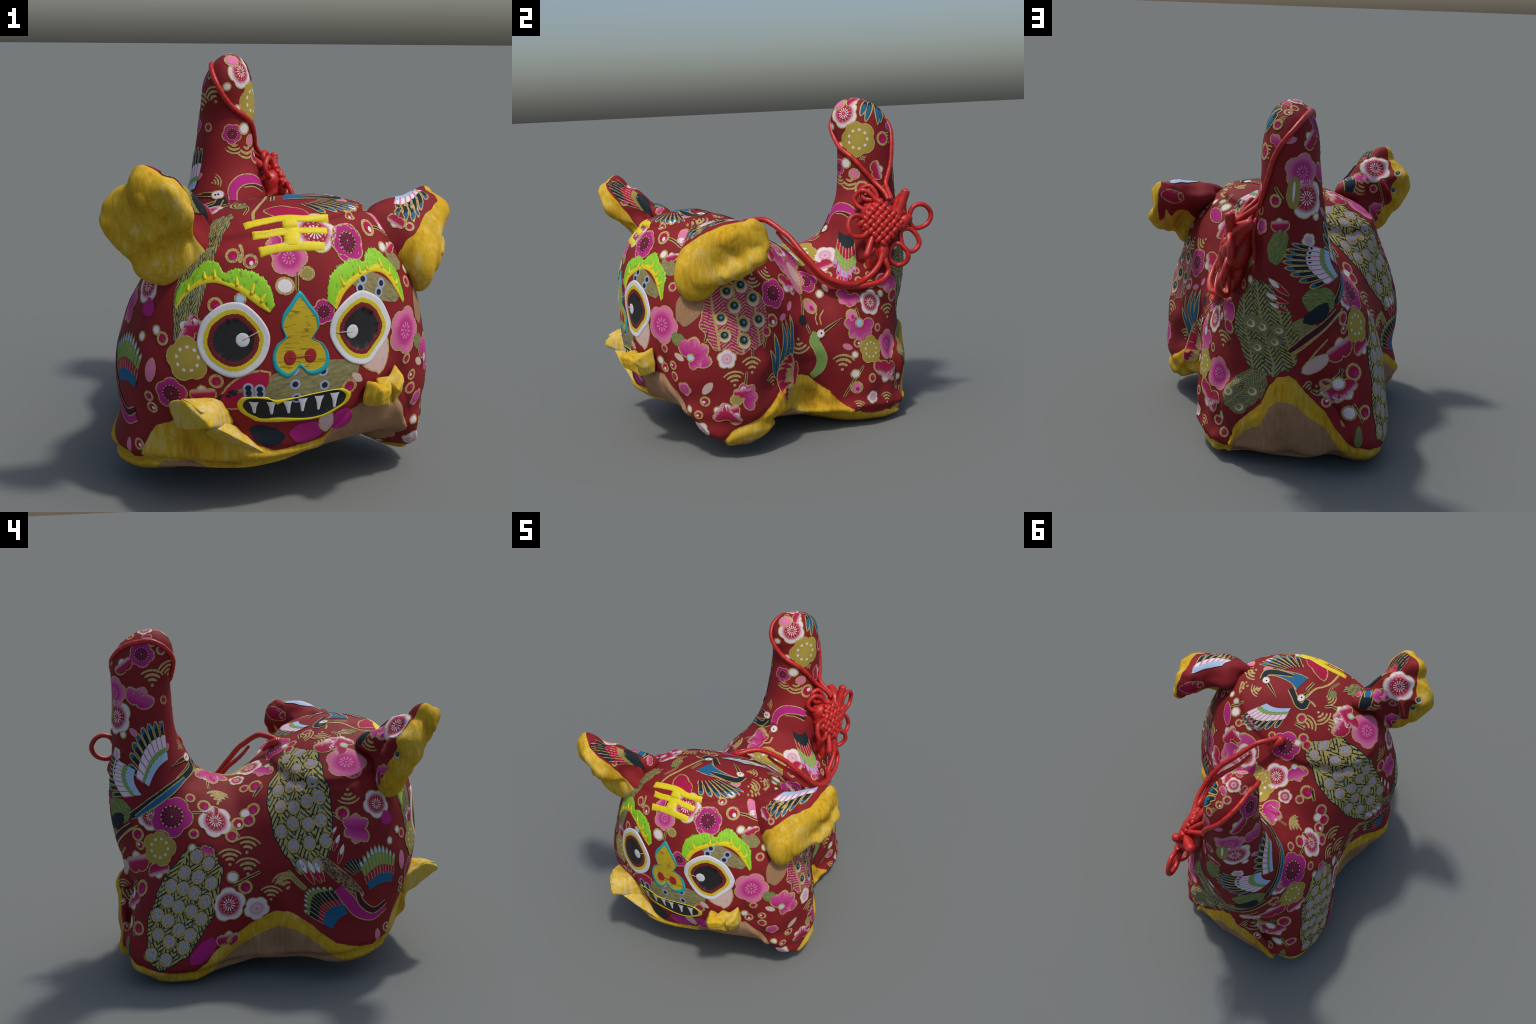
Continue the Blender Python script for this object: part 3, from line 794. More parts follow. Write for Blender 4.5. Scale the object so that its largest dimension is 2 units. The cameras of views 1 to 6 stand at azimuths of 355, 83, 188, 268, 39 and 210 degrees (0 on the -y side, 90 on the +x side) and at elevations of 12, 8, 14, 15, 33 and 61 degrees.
def place_motifs(motifs, fields, part_of):
    """Walk every motif over the cloth from its anchor (a discrete exponential map), all motifs of a field at once."""
    jobs = {}
    for kind, host, P, Y, X, lv in motifs:
        P, Y = np.array([P]), np.array(Y)
        f = fields[host]
        P = f.settle(P, 3)[0]
        n = f.normal(P[None])[0]
        size = np.linalg.norm(Y)
        Y = Y - n * (Y @ n)
        Y = Y / np.linalg.norm(Y) * size
        if X is None:
            X = np.cross(Y, n)
        else:
            X = np.array(X)
            w = np.linalg.norm(X)
            X = X - n * (X @ n)
            X = X / np.linalg.norm(X) * w
        if kind.startswith("wing"):
            pass
        elif kind.startswith(("peacock", "fan", "patch")):
            X = np.cross(Y, n) / size * abs(X @ np.cross(Y, n) / size)
        wide = np.linalg.norm(X)
        s = draw_motif(kind, size, wide)
        uv = np.array(s.v)
        step = uv[:, :1] * X + uv[:, 1:] * (Y if not kind.startswith("wing") else (Y - 0 * X))
        jobs.setdefault(host, []).append((kind, P, X, Y, n, s, step, lv))
    for host, items in jobs.items():
        f = fields[host]
        p = np.vstack([np.repeat(j[1][None], len(j[6]), 0) for j in items])
        d = np.vstack([j[6] for j in items])
        length = np.linalg.norm(d, axis=1, keepdims=True)
        d = d / (length + 1e-9)
        steps = 10
        for _ in range(steps):
            p = f.settle(p + d * length / steps, 1)
            n = f.normal(p)
            d = d - n * (d * n).sum(1, keepdims=True)
            d /= np.linalg.norm(d, axis=1, keepdims=True) + 1e-9
        p = f.settle(p, 2)
        n = f.normal(p)
        at = 0
        for kind, P, X, Y, nn, s, step, lv in items:
            k = len(step)
            up = LIFT + LAYER * (np.array(s.level) + 3 * lv + 1)
            v = p[at:at + k] + n[at:at + k] * up[:, None]
            m = np.eye(4)
            if kind.startswith("wing"):        # keep the frame square: only the mesh is skewed
                across = np.cross(Y, nn)
            else:
                across = X
            m[:3, 0], m[:3, 1], m[:3, 2], m[:3, 3] = across, Y, nn * np.linalg.norm(Y), P
            add(NICE[kind.split("_")[0]], v, s.f, s.mats, part_of(host, P), s.m, m, n[at:at + k])
            at += k


def place_ribbon(mat, host, width, pts, lv, fields, part_of):
    """A printed band that follows control points over the cloth (necks, twigs, stems)."""
    f = fields[host]
    n = max(8, int(6 * len(pts)))
    c = f.settle(spline(pts, n), 2)
    parts = [("print_gold", .006, -1), ("print_" + mat[6:], 0.0, 0)] if mat != "twig" else [("print_gold", 0.0, -1), ("print_brown", -.6, 0)]
    if mat == "cloth_gold":
        parts = [("print_gold", 0.0, 0)]
    V, F, S, mats, N = [], [], [], [], []
    for name, grow, dl in parts:
        w = np.interp(np.linspace(0, 1, n), np.linspace(0, 1, len(width)), width) if hasattr(width, "__len__") else np.full(n, width)
        w = w + grow * 2 if grow >= 0 else w * (1 + grow)
        if not hasattr(width, "__len__"):
            w = w * np.clip(np.minimum(np.arange(n), n - 1 - np.arange(n)) / 2 + .5, 0, 1)
        nn = f.normal(c)
        t = np.gradient(c, axis=0)
        side = np.cross(nn, t)
        side /= np.linalg.norm(side, axis=1, keepdims=True) + 1e-9
        rows = [f.settle(c + side * (w * k)[:, None], 2) for k in (-.5, -.25, 0, .25, .5)]
        g = np.stack(rows, 1).reshape(-1, 3)
        gn = f.normal(g)
        b = len(V) and sum(len(x) for x in V)
        V.append(g + gn * (LIFT + LAYER * (1 + dl + 3 * lv)))
        N.append(gn)
        for i in range(n - 1):
            for j in range(4):
                F.append((b + i * 5 + j, b + i * 5 + j + 1, b + (i + 1) * 5 + j + 1, b + (i + 1) * 5 + j))
                S.append(len(mats))
        mats.append(name)
    m = np.eye(4)
    m[:3, 3] = c[n // 2]
    m[:3, :3] *= .1
    add("twig" if mat == "twig" else "printed_band", np.vstack(V), F, mats, part_of(host, c[n // 2]), S, m, np.vstack(N))


def pad(field, name, rings, height, mats, parent, slots=None, frame=None, closed=True, edge=.0, crown=6.0):
    """A raised embroidered pad: rows of points from centre to rim, settled on the cloth and lifted."""
    r = np.array(rings, float)
    rows, cols, _ = r.shape
    p = field.settle(r.reshape(-1, 3), 3)
    n = field.normal(p)
    h = np.broadcast_to(np.array(height, float).reshape(-1, 1) if np.ndim(height) == 1 else np.array(height, float), (rows, cols)).reshape(-1)
    v = p + n * h[:, None]
    faces, sl = [], []
    last = cols if closed else cols - 1
    for i in range(rows - 1):
        for j in range(last):
            faces.append((i * cols + j, i * cols + (j + 1) % cols, (i + 1) * cols + (j + 1) % cols, (i + 1) * cols + j))
            sl.append(slots[i] if slots else 0)
    vote = sum(np.cross(v[x[1]] - v[x[0]], v[x[2]] - v[x[0]]) @ n[x[0]] for x in faces)
    if vote < 0:
        faces = [x[::-1] for x in faces]
    return add(name, v, faces, mats, parent, sl, frame)


# ---- where the embroidery lies on the face (outlines start with the centre)
EYE_RIGHT = [(0.279, -0.789, 0.791), (0.294, -0.769, 0.950), (0.370, -0.729, 0.902), (0.412, -0.710, 0.829), (0.423, -0.708, 0.784), (0.405, -0.721, 0.732), (0.368, -0.750, 0.691), (0.325, -0.779, 0.645), (0.283, -0.802, 0.642), (0.231, -0.821, 0.661), (0.186, -0.830, 0.703), (0.151, -0.838, 0.761), (0.142, -0.841, 0.803), (0.154, -0.838, 0.859), (0.192, -0.823, 0.907), (0.243, -0.797, 0.943)]
EYE_LEFT = [(-0.250, -0.872, 0.778), (-0.247, -0.856, 0.932), (-0.199, -0.866, 0.921), (-0.143, -0.878, 0.870), (-0.110, -0.882, 0.813), (-0.107, -0.882, 0.759), (-0.127, -0.884, 0.701), (-0.163, -0.886, 0.660), (-0.214, -0.883, 0.630), (-0.265, -0.876, 0.624), (-0.317, -0.867, 0.643), (-0.367, -0.851, 0.682), (-0.395, -0.835, 0.740), (-0.395, -0.830, 0.786), (-0.376, -0.830, 0.845), (-0.340, -0.838, 0.889), (-0.295, -0.846, 0.920)]
GLINTS = [(0.241, -0.806, 0.788), (-0.215, -0.877, 0.781)]
GLINT_TAILS = [(0.172, -0.832, 0.792), (-0.152, -0.881, 0.816)]
BROW_RIGHT_LOW = [(0.170, -0.832, 0.887), (0.204, -0.812, 0.951), (0.262, -0.774, 0.995), (0.317, -0.735, 1.016), (0.367, -0.702, 1.012), (0.411, -0.678, 0.981), (0.450, -0.661, 0.926), (0.485, -0.646, 0.863)]
BROW_RIGHT_TOP = [(0.126, -0.841, 0.931), (0.138, -0.820, 1.010), (0.173, -0.792, 1.054), (0.232, -0.752, 1.076), (0.270, -0.732, 1.072), (0.298, -0.719, 1.064), (0.309, -0.689, 1.092), (0.341, -0.654, 1.106), (0.382, -0.643, 1.081), (0.420, -0.629, 1.044), (0.459, -0.610, 0.995), (0.480, -0.625, 0.936), (0.492, -0.634, 0.879)]
BROW_LEFT_LOW = [(-0.479, -0.767, 0.883), (-0.447, -0.775, 0.933), (-0.395, -0.789, 0.978), (-0.339, -0.807, 1.000), (-0.294, -0.825, 0.996), (-0.234, -0.848, 0.975), (-0.184, -0.864, 0.941), (-0.143, -0.873, 0.911), (-0.110, -0.877, 0.891)]
BROW_LEFT_TOP = [(-0.488, -0.754, 0.906), (-0.466, -0.745, 0.974), (-0.425, -0.758, 1.011), (-0.401, -0.756, 1.045), (-0.378, -0.759, 1.066), (-0.342, -0.768, 1.084), (-0.307, -0.788, 1.074), (-0.285, -0.809, 1.042), (-0.242, -0.814, 1.059), (-0.191, -0.826, 1.055), (-0.141, -0.840, 1.034), (-0.106, -0.856, 0.996), (-0.092, -0.868, 0.946), (-0.086, -0.873, 0.921)]
NOSE = [(0.018, -0.869, 0.773), (0.006, -0.857, 0.970), (-0.023, -0.868, 0.928), (-0.054, -0.876, 0.883), (-0.061, -0.879, 0.836), (-0.045, -0.878, 0.788), (-0.079, -0.881, 0.757), (-0.096, -0.883, 0.705), (-0.083, -0.883, 0.651), (-0.040, -0.879, 0.616), (-0.004, -0.874, 0.632), (0.020, -0.870, 0.660), (0.056, -0.864, 0.625), (0.094, -0.856, 0.621), (0.137, -0.846, 0.644), (0.144, -0.841, 0.697), (0.119, -0.847, 0.748), (0.074, -0.858, 0.780), (0.098, -0.854, 0.826), (0.088, -0.855, 0.880), (0.056, -0.857, 0.924), (0.022, -0.854, 0.971)]
NOSTRILS = [(-0.023, -0.876, 0.701), (0.062, -0.860, 0.705)]
MOUTH = [(-0.069, -0.868, 0.495), (-0.238, -0.857, 0.496), (-0.228, -0.868, 0.527), (-0.198, -0.874, 0.540), (-0.120, -0.878, 0.539), (-0.091, -0.875, 0.525), (-0.038, -0.873, 0.527), (0.015, -0.867, 0.532), (0.095, -0.853, 0.543), (0.178, -0.835, 0.551), (0.212, -0.825, 0.548), (0.235, -0.816, 0.534), (0.245, -0.809, 0.515), (0.233, -0.806, 0.483), (0.195, -0.812, 0.458), (0.151, -0.817, 0.433), (0.091, -0.828, 0.419), (0.009, -0.842, 0.416), (-0.076, -0.846, 0.414), (-0.150, -0.842, 0.418), (-0.179, -0.843, 0.433), (-0.216, -0.846, 0.458)]
TEETH = [(-0.169, -0.871, 0.516), (-0.164, -0.855, 0.463), (-0.096, -0.873, 0.515), (-0.094, -0.858, 0.457), (-0.030, -0.870, 0.516), (-0.023, -0.857, 0.459), (0.034, -0.863, 0.523), (0.034, -0.852, 0.464), (0.104, -0.850, 0.528), (0.102, -0.839, 0.465), (0.170, -0.835, 0.535), (0.171, -0.822, 0.467)]
BAR_TOP = [(-0.200, -0.715, 1.215), (-0.107, -0.706, 1.236), (-0.033, -0.700, 1.247), (0.061, -0.707, 1.245), (0.154, -0.679, 1.238)]
BAR_MIDDLE = [(-0.168, -0.749, 1.178), (-0.106, -0.750, 1.186), (-0.032, -0.744, 1.197), (0.057, -0.741, 1.201), (0.143, -0.731, 1.194)]
BAR_BOTTOM = [(-0.144, -0.802, 1.123), (-0.090, -0.799, 1.135), (-0.038, -0.796, 1.142), (0.041, -0.788, 1.144), (0.128, -0.770, 1.137)]
BAR_UPRIGHT = [(-0.014, -0.707, 1.246), (-0.009, -0.745, 1.197), (-0.007, -0.792, 1.148)]

# ---- where the printed motifs lie: kind, host, anchor, direction to tip, optional width direction, stacking
MOTIFS = [
    ('blossom_dark', 'body', (-0.303, 0.618, 1.770), (-0.030, -0.010, -0.067), None, 0),
    ('wave', 'body', (-0.326, 0.570, 1.597), (0.005, -0.010, 0.093), None, 0),
    ('wave', 'body', (-0.255, 0.484, 1.644), (-0.049, 0.005, 0.072), None, 0),
    ('spray_white', 'body', (-0.309, 0.707, 1.688), (0.031, 0.035, 0.061), None, 0),
    ('spray_pink', 'body', (-0.346, 0.662, 1.503), (0.007, -0.051, 0.095), None, 0),
    ('wing_crane', 'body', (-0.444, 0.646, 1.049), (0.075, 0.083, 0.195), (0.040, -0.155, 0.205), 1),
    ('bird_head', 'body', (-0.260, 0.415, 1.172), (-0.131, 0.048, -0.002), None, 3),
    ('patch_green', 'body', (-0.388, 0.800, 0.923), (-0.077, -0.063, -0.019), (0.018, 0.005, 0.076), 0),
    ('spray_pink', 'body', (-0.190, 0.298, 1.060), (-0.121, -0.038, -0.016), None, 0),
    ('wave', 'body', (-0.429, 0.249, 0.937), (0.074, -0.006, 0.054), None, 0),
    ('berry', 'body', (-0.348, 0.033, 1.003), (-0.016, -0.031, 0.003), None, 0),
    ('blossom_white', 'body', (-0.494, 0.614, 0.908), (0.009, -0.051, 0.060), None, 0),
    ('blossom_dark', 'body', (-0.511, 0.500, 0.907), (0.048, -0.063, 0.090), None, 1),
    ('berry', 'body', (-0.461, 0.323, 0.941), (0.008, -0.031, -0.004), None, 0),
    ('blossom_white', 'body', (-0.511, 0.264, 0.869), (-0.070, 0.019, -0.067), None, 0),
    ('berry', 'body', (-0.463, 0.055, 0.908), (-0.013, -0.031, 0.002), None, 0),
    ('berry', 'body', (-0.497, 0.083, 0.858), (-0.010, -0.031, 0.001), None, 0),
    ('bud_white', 'body', (-0.463, 0.098, 0.888), (-0.009, -0.024, 0.001), None, 0),
    ('berry_white', 'body', (-0.496, 0.141, 0.842), (-0.004, -0.032, -0.002), None, 0),
    ('berry', 'body', (-0.543, 0.179, 0.789), (0.004, -0.031, -0.004), None, 0),
    ('wave', 'body', (-0.595, 0.103, 0.701), (0.043, -0.022, 0.083), None, 0),
    ('wave', 'body', (-0.625, 0.197, 0.648), (0.035, -0.003, 0.087), None, 0),
    ('wave', 'body', (-0.636, 0.103, 0.592), (0.018, -0.005, 0.095), None, 0),
    ('blossom_gold', 'body', (-0.554, 0.574, 0.745), (0.018, -0.026, 0.097), None, 1),
    ('berry', 'body', (-0.496, 0.693, 0.811), (-0.014, -0.028, 0.003), None, 0),
    ('spray_white', 'body', (-0.505, 0.697, 0.606), (0.042, 0.010, 0.108), None, 0),
    ('spray_white', 'body', (-0.575, 0.591, 0.663), (-0.040, -0.012, -0.074), None, 0),
    ('berry', 'body', (-0.563, 0.684, 0.523), (-0.030, -0.025, 0.011), None, 0),
    ('peacock', 'body', (-0.701, 0.469, 0.437), (0.021, -0.155, 0.329), (-0.042, -0.140, -0.070), 0),
    ('bud_white', 'body', (-0.642, 0.186, 0.588), (0.005, -0.027, -0.003), None, 0),
    ('berry', 'body', (-0.645, 0.120, 0.528), (0.001, -0.033, -0.002), None, 0),
    ('blossom_white', 'body', (-0.675, 0.214, 0.444), (0.010, 0.000, 0.098), None, 0),
    ('blossom_pale', 'body', (-0.646, 0.063, 0.400), (-0.001, -0.044, 0.061), None, 0),
    ('wave', 'body', (-0.646, -0.016, 0.444), (-0.016, -0.006, 0.082), None, 0),
    ('wave', 'body', (-0.659, -0.118, 0.514), (0.015, 0.041, 0.071), None, 0),
    ('spray_white', 'body', (-0.682, 0.233, 0.216), (-0.007, -0.006, 0.084), None, 0),
    ('patch_magenta', 'body', (-0.734, 0.362, 0.203), (0.019, -0.070, 0.061), (0.006, -0.030, -0.036), 0),
    ('wing_phoenix_low', 'body', (-0.736, -0.306, 0.290), (0.054, 0.096, 0.109), (0.032, -0.127, 0.124), 0),
    ('wing_green', 'body', (-0.734, -0.511, 0.520), (-0.009, 0.005, 0.203), (0.055, -0.208, 0.015), 0),
    ('wing_stripe', 'body', (-0.742, -0.449, 0.600), (0.004, 0.038, 0.065), (0.011, -0.083, 0.025), 0),
    ('patch_scales', 'body', (-0.744, -0.387, 0.597), (-0.017, -0.117, -0.111), (0.007, 0.011, 0.055), 1),
    ('plume', 'body', (-0.718, -0.252, 0.551), (0.022, 0.089, 0.139), None, 1),
    ('plume', 'body', (-0.731, -0.286, 0.562), (0.021, 0.073, 0.122), None, 1),
    ('plume', 'body', (-0.735, -0.302, 0.570), (0.015, 0.048, 0.110), None, 1),
    ('plume', 'body', (-0.731, -0.377, 0.665), (0.022, -0.036, 0.104), None, 1),
    ('plume', 'body', (-0.712, -0.353, 0.731), (0.022, -0.042, 0.087), None, 1),
    ('plume', 'body', (-0.689, -0.337, 0.796), (0.020, -0.045, 0.059), None, 1),
    ('wave', 'body', (-0.659, -0.111, 0.507), (0.017, 0.033, 0.093), None, 0),
    ('peacock', 'body', (-0.561, -0.189, 0.952), (0.236, 0.043, 0.347), (-0.077, -0.162, 0.029), 0),
    ('blossom_pink', 'body', (-0.488, -0.462, 1.157), (0.095, -0.025, 0.060), None, 0),
    ('berry', 'body', (-0.341, 0.034, 1.006), (-0.017, -0.031, 0.003), None, 0),
    ('wave', 'body', (-0.595, -0.453, 1.040), (-0.031, -0.006, -0.080), None, 0),
    ('blossom_white', 'body', (-0.594, -0.607, 0.946), (0.010, 0.042, 0.069), None, 0),
    ('berry', 'body', (-0.639, -0.417, 0.916), (-0.003, -0.032, -0.001), None, 0),
    ('spray_pink', 'body', (-0.672, -0.483, 0.834), (0.033, -0.006, 0.082), None, 0),
    ('spray_pink', 'body', (-0.668, -0.498, 0.839), (-0.035, 0.026, -0.080), None, 0),
    ('patch_magenta', 'body', (-0.595, -0.660, 0.864), (-0.001, -0.015, -0.037), (0.024, -0.035, -0.002), 0),
    ('spray_white', 'body', (-0.398, -0.394, 1.207), (0.110, 0.002, 0.058), None, 0),
    ('spray_white', 'body', (-0.351, -0.443, 1.229), (0.083, -0.026, 0.030), None, 0),
    ('petal_pink', 'body', (-0.588, -0.741, 0.615), (0.010, -0.000, 0.056), None, 1),
    ('blossom_pink', 'body', (-0.268, 0.781, 1.563), (-0.012, -0.013, 0.092), None, 0),
    ('blossom_white', 'body', (-0.295, 0.778, 1.433), (0.020, 0.033, -0.097), None, 0),
    ('patch_gold', 'body', (-0.232, 0.807, 1.459), (0.002, 0.009, -0.080), (-0.034, -0.010, 0.006), 1),
    ('wing_crane', 'body', (-0.454, 0.672, 0.996), (0.089, 0.258, 0.049), (0.065, 0.039, 0.188), 1),
    ('spray_white', 'body', (-0.175, 0.820, 1.275), (0.009, -0.007, 0.062), None, 0),
    ('berry', 'body', (-0.143, 0.803, 1.416), (-0.024, 0.011, 0.003), None, 0),
    ('patch_green', 'body', (-0.166, 0.828, 1.193), (0.021, 0.010, -0.089), (-0.050, 0.011, -0.001), 0),
    ('peacock_dim', 'body', (-0.108, 0.819, 0.764), (-0.061, -0.019, -0.253), (-0.153, 0.071, 0.047), 0),
    ('peacock_dim', 'body', (-0.024, 0.768, 0.418), (0.111, -0.014, -0.098), (-0.053, 0.003, -0.071), 1),
    ('feather_eye_pale', 'body', (-0.189, 0.847, 0.773), (-0.032, 0.007, 0.004), None, 2),
    ('feather_eye_pale', 'body', (-0.166, 0.826, 0.704), (-0.033, 0.010, 0.005), None, 2),
    ('feather_eye_pale', 'body', (-0.101, 0.818, 0.776), (-0.034, 0.016, 0.008), None, 2),
    ('feather_eye_pale', 'body', (-0.037, 0.790, 0.782), (-0.036, 0.016, 0.008), None, 2),
    ('feather_eye_pale', 'body', (-0.073, 0.784, 0.654), (-0.035, 0.012, 0.008), None, 2),
    ('feather_eye_pale', 'body', (0.075, 0.766, 0.394), (-0.034, 0.013, 0.008), None, 2),
    ('feather_eye_pale', 'body', (-0.052, 0.771, 0.408), (-0.040, 0.008, 0.009), None, 2),
    ('feather_eye_pale', 'body', (0.014, 0.784, 0.319), (-0.036, -0.003, 0.002), None, 2),
    ('plume', 'body', (-0.236, 0.861, 0.959), (0.114, 0.004, 0.079), None, 1),
    ('plume', 'body', (-0.234, 0.863, 0.920), (0.125, 0.007, 0.037), None, 1),
    ('plume', 'body', (-0.233, 0.862, 0.874), (0.100, 0.005, 0.040), None, 1),
    ('patch_olive', 'body', (-0.301, 0.844, 0.774), (0.060, 0.006, -0.063), (0.032, 0.015, 0.054), 0),
    ('patch_navy', 'body', (-0.377, 0.815, 0.858), (-0.058, -0.041, 0.036), (-0.020, -0.012, -0.036), 1),
    ('wave', 'body', (-0.381, 0.747, 0.460), (0.021, 0.018, -0.082), None, 0),
    ('wave', 'body', (-0.364, 0.816, 0.444), (0.021, -0.011, 0.056), None, 0),
    ('petal_pale', 'body', (-0.380, 0.788, 0.586), (0.073, 0.019, -0.049), None, 0),
    ('berry', 'body', (-0.563, 0.684, 0.523), (-0.029, -0.018, -0.004), None, 0),
    ('bud_white', 'body', (-0.491, 0.733, 0.472), (-0.030, -0.005, 0.000), None, 1),
    ('spray_white', 'body', (-0.492, 0.735, 0.466), (0.003, 0.024, -0.096), None, 0),
    ('spray_white', 'body', (-0.504, 0.732, 0.466), (-0.064, 0.004, -0.070), None, 0),
    ('spray_white', 'body', (-0.473, 0.739, 0.452), (0.075, 0.008, -0.045), None, 0),
    ('bud_white', 'body', (-0.556, 0.754, 0.325), (-0.033, -0.001, -0.006), None, 0),
    ('berry', 'body', (-0.632, 0.711, 0.318), (-0.024, -0.021, -0.010), None, 0),
    ('patch_green', 'body', (-0.614, 0.784, 0.203), (-0.000, 0.002, -0.060), (-0.020, -0.010, 0.004), 0),
    ('bird_head', 'body', (0.201, -0.392, 1.286), (-0.114, 0.074, 0.008), None, 3),
    ('bird_head', 'body', (-0.053, -0.389, 1.287), (-0.021, -0.065, 0.009), None, 3),
    ('wing_crane', 'body', (-0.053, -0.300, 1.261), (0.097, 0.189, -0.062), (0.211, 0.065, -0.003), 0),
    ('wave', 'body', (0.286, -0.315, 1.260), (0.079, 0.030, -0.027), None, 0),
    ('wave', 'body', (0.202, -0.334, 1.278), (0.044, 0.051, -0.014), None, 0),
    ('wave', 'body', (0.300, -0.442, 1.270), (0.035, 0.075, -0.008), None, 0),
    ('petal_magenta', 'body', (0.343, -0.143, 1.121), (0.040, -0.068, 0.024), None, 0),
    ('bud_white', 'body', (0.288, -0.156, 1.171), (-0.024, -0.007, 0.011), None, 0),
    ('bud_blue', 'body', (0.319, -0.217, 1.190), (-0.013, -0.004, 0.005), None, 0),
    ('spray_white', 'body', (0.239, -0.019, 1.068), (0.080, -0.046, 0.017), None, 0),
    ('spray_white', 'body', (0.224, -0.024, 1.086), (-0.019, -0.030, 0.052), None, 0),
    ('blossom_pink', 'body', (0.214, 0.046, 0.981), (0.058, -0.049, 0.034), None, 0),
    ('blossom_white', 'body', (0.101, 0.028, 1.056), (0.054, -0.052, 0.033), None, 1),
    ('blossom_dark', 'body', (-0.108, -0.101, 1.168), (-0.002, -0.082, 0.051), None, 0),
    ('berry', 'body', (-0.118, -0.283, 1.249), (-0.024, -0.012, 0.002), None, 0),
    ('berry', 'body', (-0.223, -0.169, 1.179), (-0.023, -0.013, 0.000), None, 0),
    ('berry', 'body', (-0.186, -0.190, 1.199), (-0.023, -0.013, 0.001), None, 0),
    ('bud_white', 'body', (-0.167, -0.152, 1.185), (-0.016, -0.008, 0.001), None, 0),
    ('wave', 'body', (-0.184, -0.368, 1.264), (-0.080, 0.026, -0.020), None, 0),
    ('wave', 'body', (-0.153, -0.245, 1.229), (-0.048, -0.064, 0.020), None, 0),
    ('wave', 'body', (-0.294, -0.309, 1.223), (-0.019, -0.063, 0.019), None, 0),
    ('wave', 'body', (-0.177, -0.490, 1.270), (-0.067, 0.008, -0.012), None, 0),
    ('spray_white', 'body', (-0.351, -0.451, 1.229), (0.024, 0.053, 0.012), None, 0),
    ('spray_white', 'body', (-0.370, -0.468, 1.220), (-0.015, 0.093, 0.002), None, 0),
    ('spray_white', 'body', (-0.342, -0.468, 1.231), (0.047, -0.037, 0.013), None, 0),
    ('bud_blue', 'body', (-0.367, -0.466, 1.222), (-0.012, -0.011, -0.006), None, 1),
    ('blossom_white', 'body', (-0.137, 0.058, 1.057), (-0.040, -0.072, 0.025), None, 0),
    ('bud_blue', 'body', (-0.209, -0.043, 1.082), (-0.013, -0.008, -0.000), None, 0),
    ('spray_pink', 'body', (-0.218, -0.039, 1.078), (-0.063, 0.049, -0.038), None, 0),
    ('blossom_gold', 'body', (-0.061, 0.105, 1.035), (-0.062, 0.011, 0.001), None, 1),
    ('spray_white', 'body', (0.662, -0.335, 0.244), (0.022, -0.018, 0.082), None, 0),
    ('spray_white', 'body', (0.663, -0.354, 0.260), (-0.003, -0.059, 0.042), None, 0),
    ('spray_white', 'body', (0.656, -0.328, 0.228), (0.020, 0.050, 0.042), None, 0),
    ('bud_olive', 'body', (0.663, -0.289, 0.341), (-0.003, 0.028, -0.004), None, 0),
    ('spray_pink', 'body', (0.654, -0.247, 0.346), (-0.020, 0.057, 0.058), None, 0),
    ('spray_white', 'body', (0.656, -0.254, 0.347), (-0.004, 0.004, 0.068), None, 0),
    ('spray_pink', 'body', (0.653, -0.244, 0.345), (-0.027, 0.083, -0.011), None, 0),
    ('wave', 'body', (0.626, -0.197, 0.466), (-0.011, 0.007, 0.090), None, 0),
    ('wave', 'body', (0.663, -0.295, 0.415), (0.000, -0.002, 0.083), None, 0),
    ('spray_pink', 'body', (0.624, -0.515, 0.582), (0.006, 0.030, 0.108), None, 0),
    ('spray_pink', 'body', (0.628, -0.509, 0.575), (0.037, 0.082, 0.069), None, 0),
    ('spray_pink', 'body', (0.631, -0.502, 0.576), (0.025, 0.041, -0.046), None, 0),
    ('bud_blue', 'body', (0.624, -0.515, 0.578), (0.008, 0.014, 0.001), None, 1),
    ('patch_green', 'body', (0.575, -0.574, 0.671), (0.025, 0.031, -0.018), (0.003, 0.008, 0.034), 0),
    ('petal_pale', 'body', (0.583, -0.573, 0.577), (0.021, 0.024, -0.018), None, 0),
    ('petal_pale', 'body', (0.651, -0.439, 0.410), (0.012, 0.028, 0.035), None, 0),
    ('fan_pink', 'body', (0.577, -0.258, 0.767), (0.043, 0.014, -0.186), (-0.093, 0.178, -0.011), 0),
    ('feather_eye', 'body', (0.525, -0.223, 0.924), (-0.018, 0.040, -0.006), None, 2),
    ('feather_eye', 'body', (0.563, -0.303, 0.902), (-0.010, 0.039, -0.004), None, 2),
    ('feather_eye', 'body', (0.507, -0.160, 0.846), (-0.023, 0.040, -0.007), None, 2),
    ('feather_eye', 'body', (0.568, -0.267, 0.823), (-0.016, 0.040, -0.006), None, 2),
    ('feather_eye', 'body', (0.612, -0.345, 0.771), (-0.008, 0.038, -0.004), None, 2),
    ('feather_eye', 'body', (0.569, -0.225, 0.725), (-0.024, 0.040, -0.008), None, 2),
    ('feather_eye', 'body', (0.516, -0.136, 0.728), (-0.018, 0.040, -0.007), None, 2),
    ('feather_eye', 'body', (0.636, -0.332, 0.682), (-0.007, 0.038, -0.004), None, 2),
    ('feather_eye', 'body', (0.606, -0.230, 0.640), (-0.024, 0.041, -0.008), None, 2),
    ('blossom_dark', 'body', (0.427, -0.038, 0.852), (-0.038, 0.020, 0.076), None, 0),
    ('wave', 'body', (0.381, -0.067, 0.992), (0.057, -0.008, -0.054), None, 0),
    ('wave', 'body', (0.469, -0.156, 0.976), (0.031, 0.005, -0.070), None, 0),
    ('spray_pink', 'body', (0.030, 0.032, 1.068), (0.194, 0.037, -0.055), None, 0),
    ('spray_pink', 'body', (0.130, 0.039, 1.036), (0.101, 0.064, -0.108), None, 0),
    ('blossom_dark', 'body', (0.228, -0.712, 1.149), (0.018, 0.048, 0.065), None, 0),
    ('berry_white', 'body', (0.331, -0.609, 1.184), (0.023, 0.024, 0.002), None, 0),
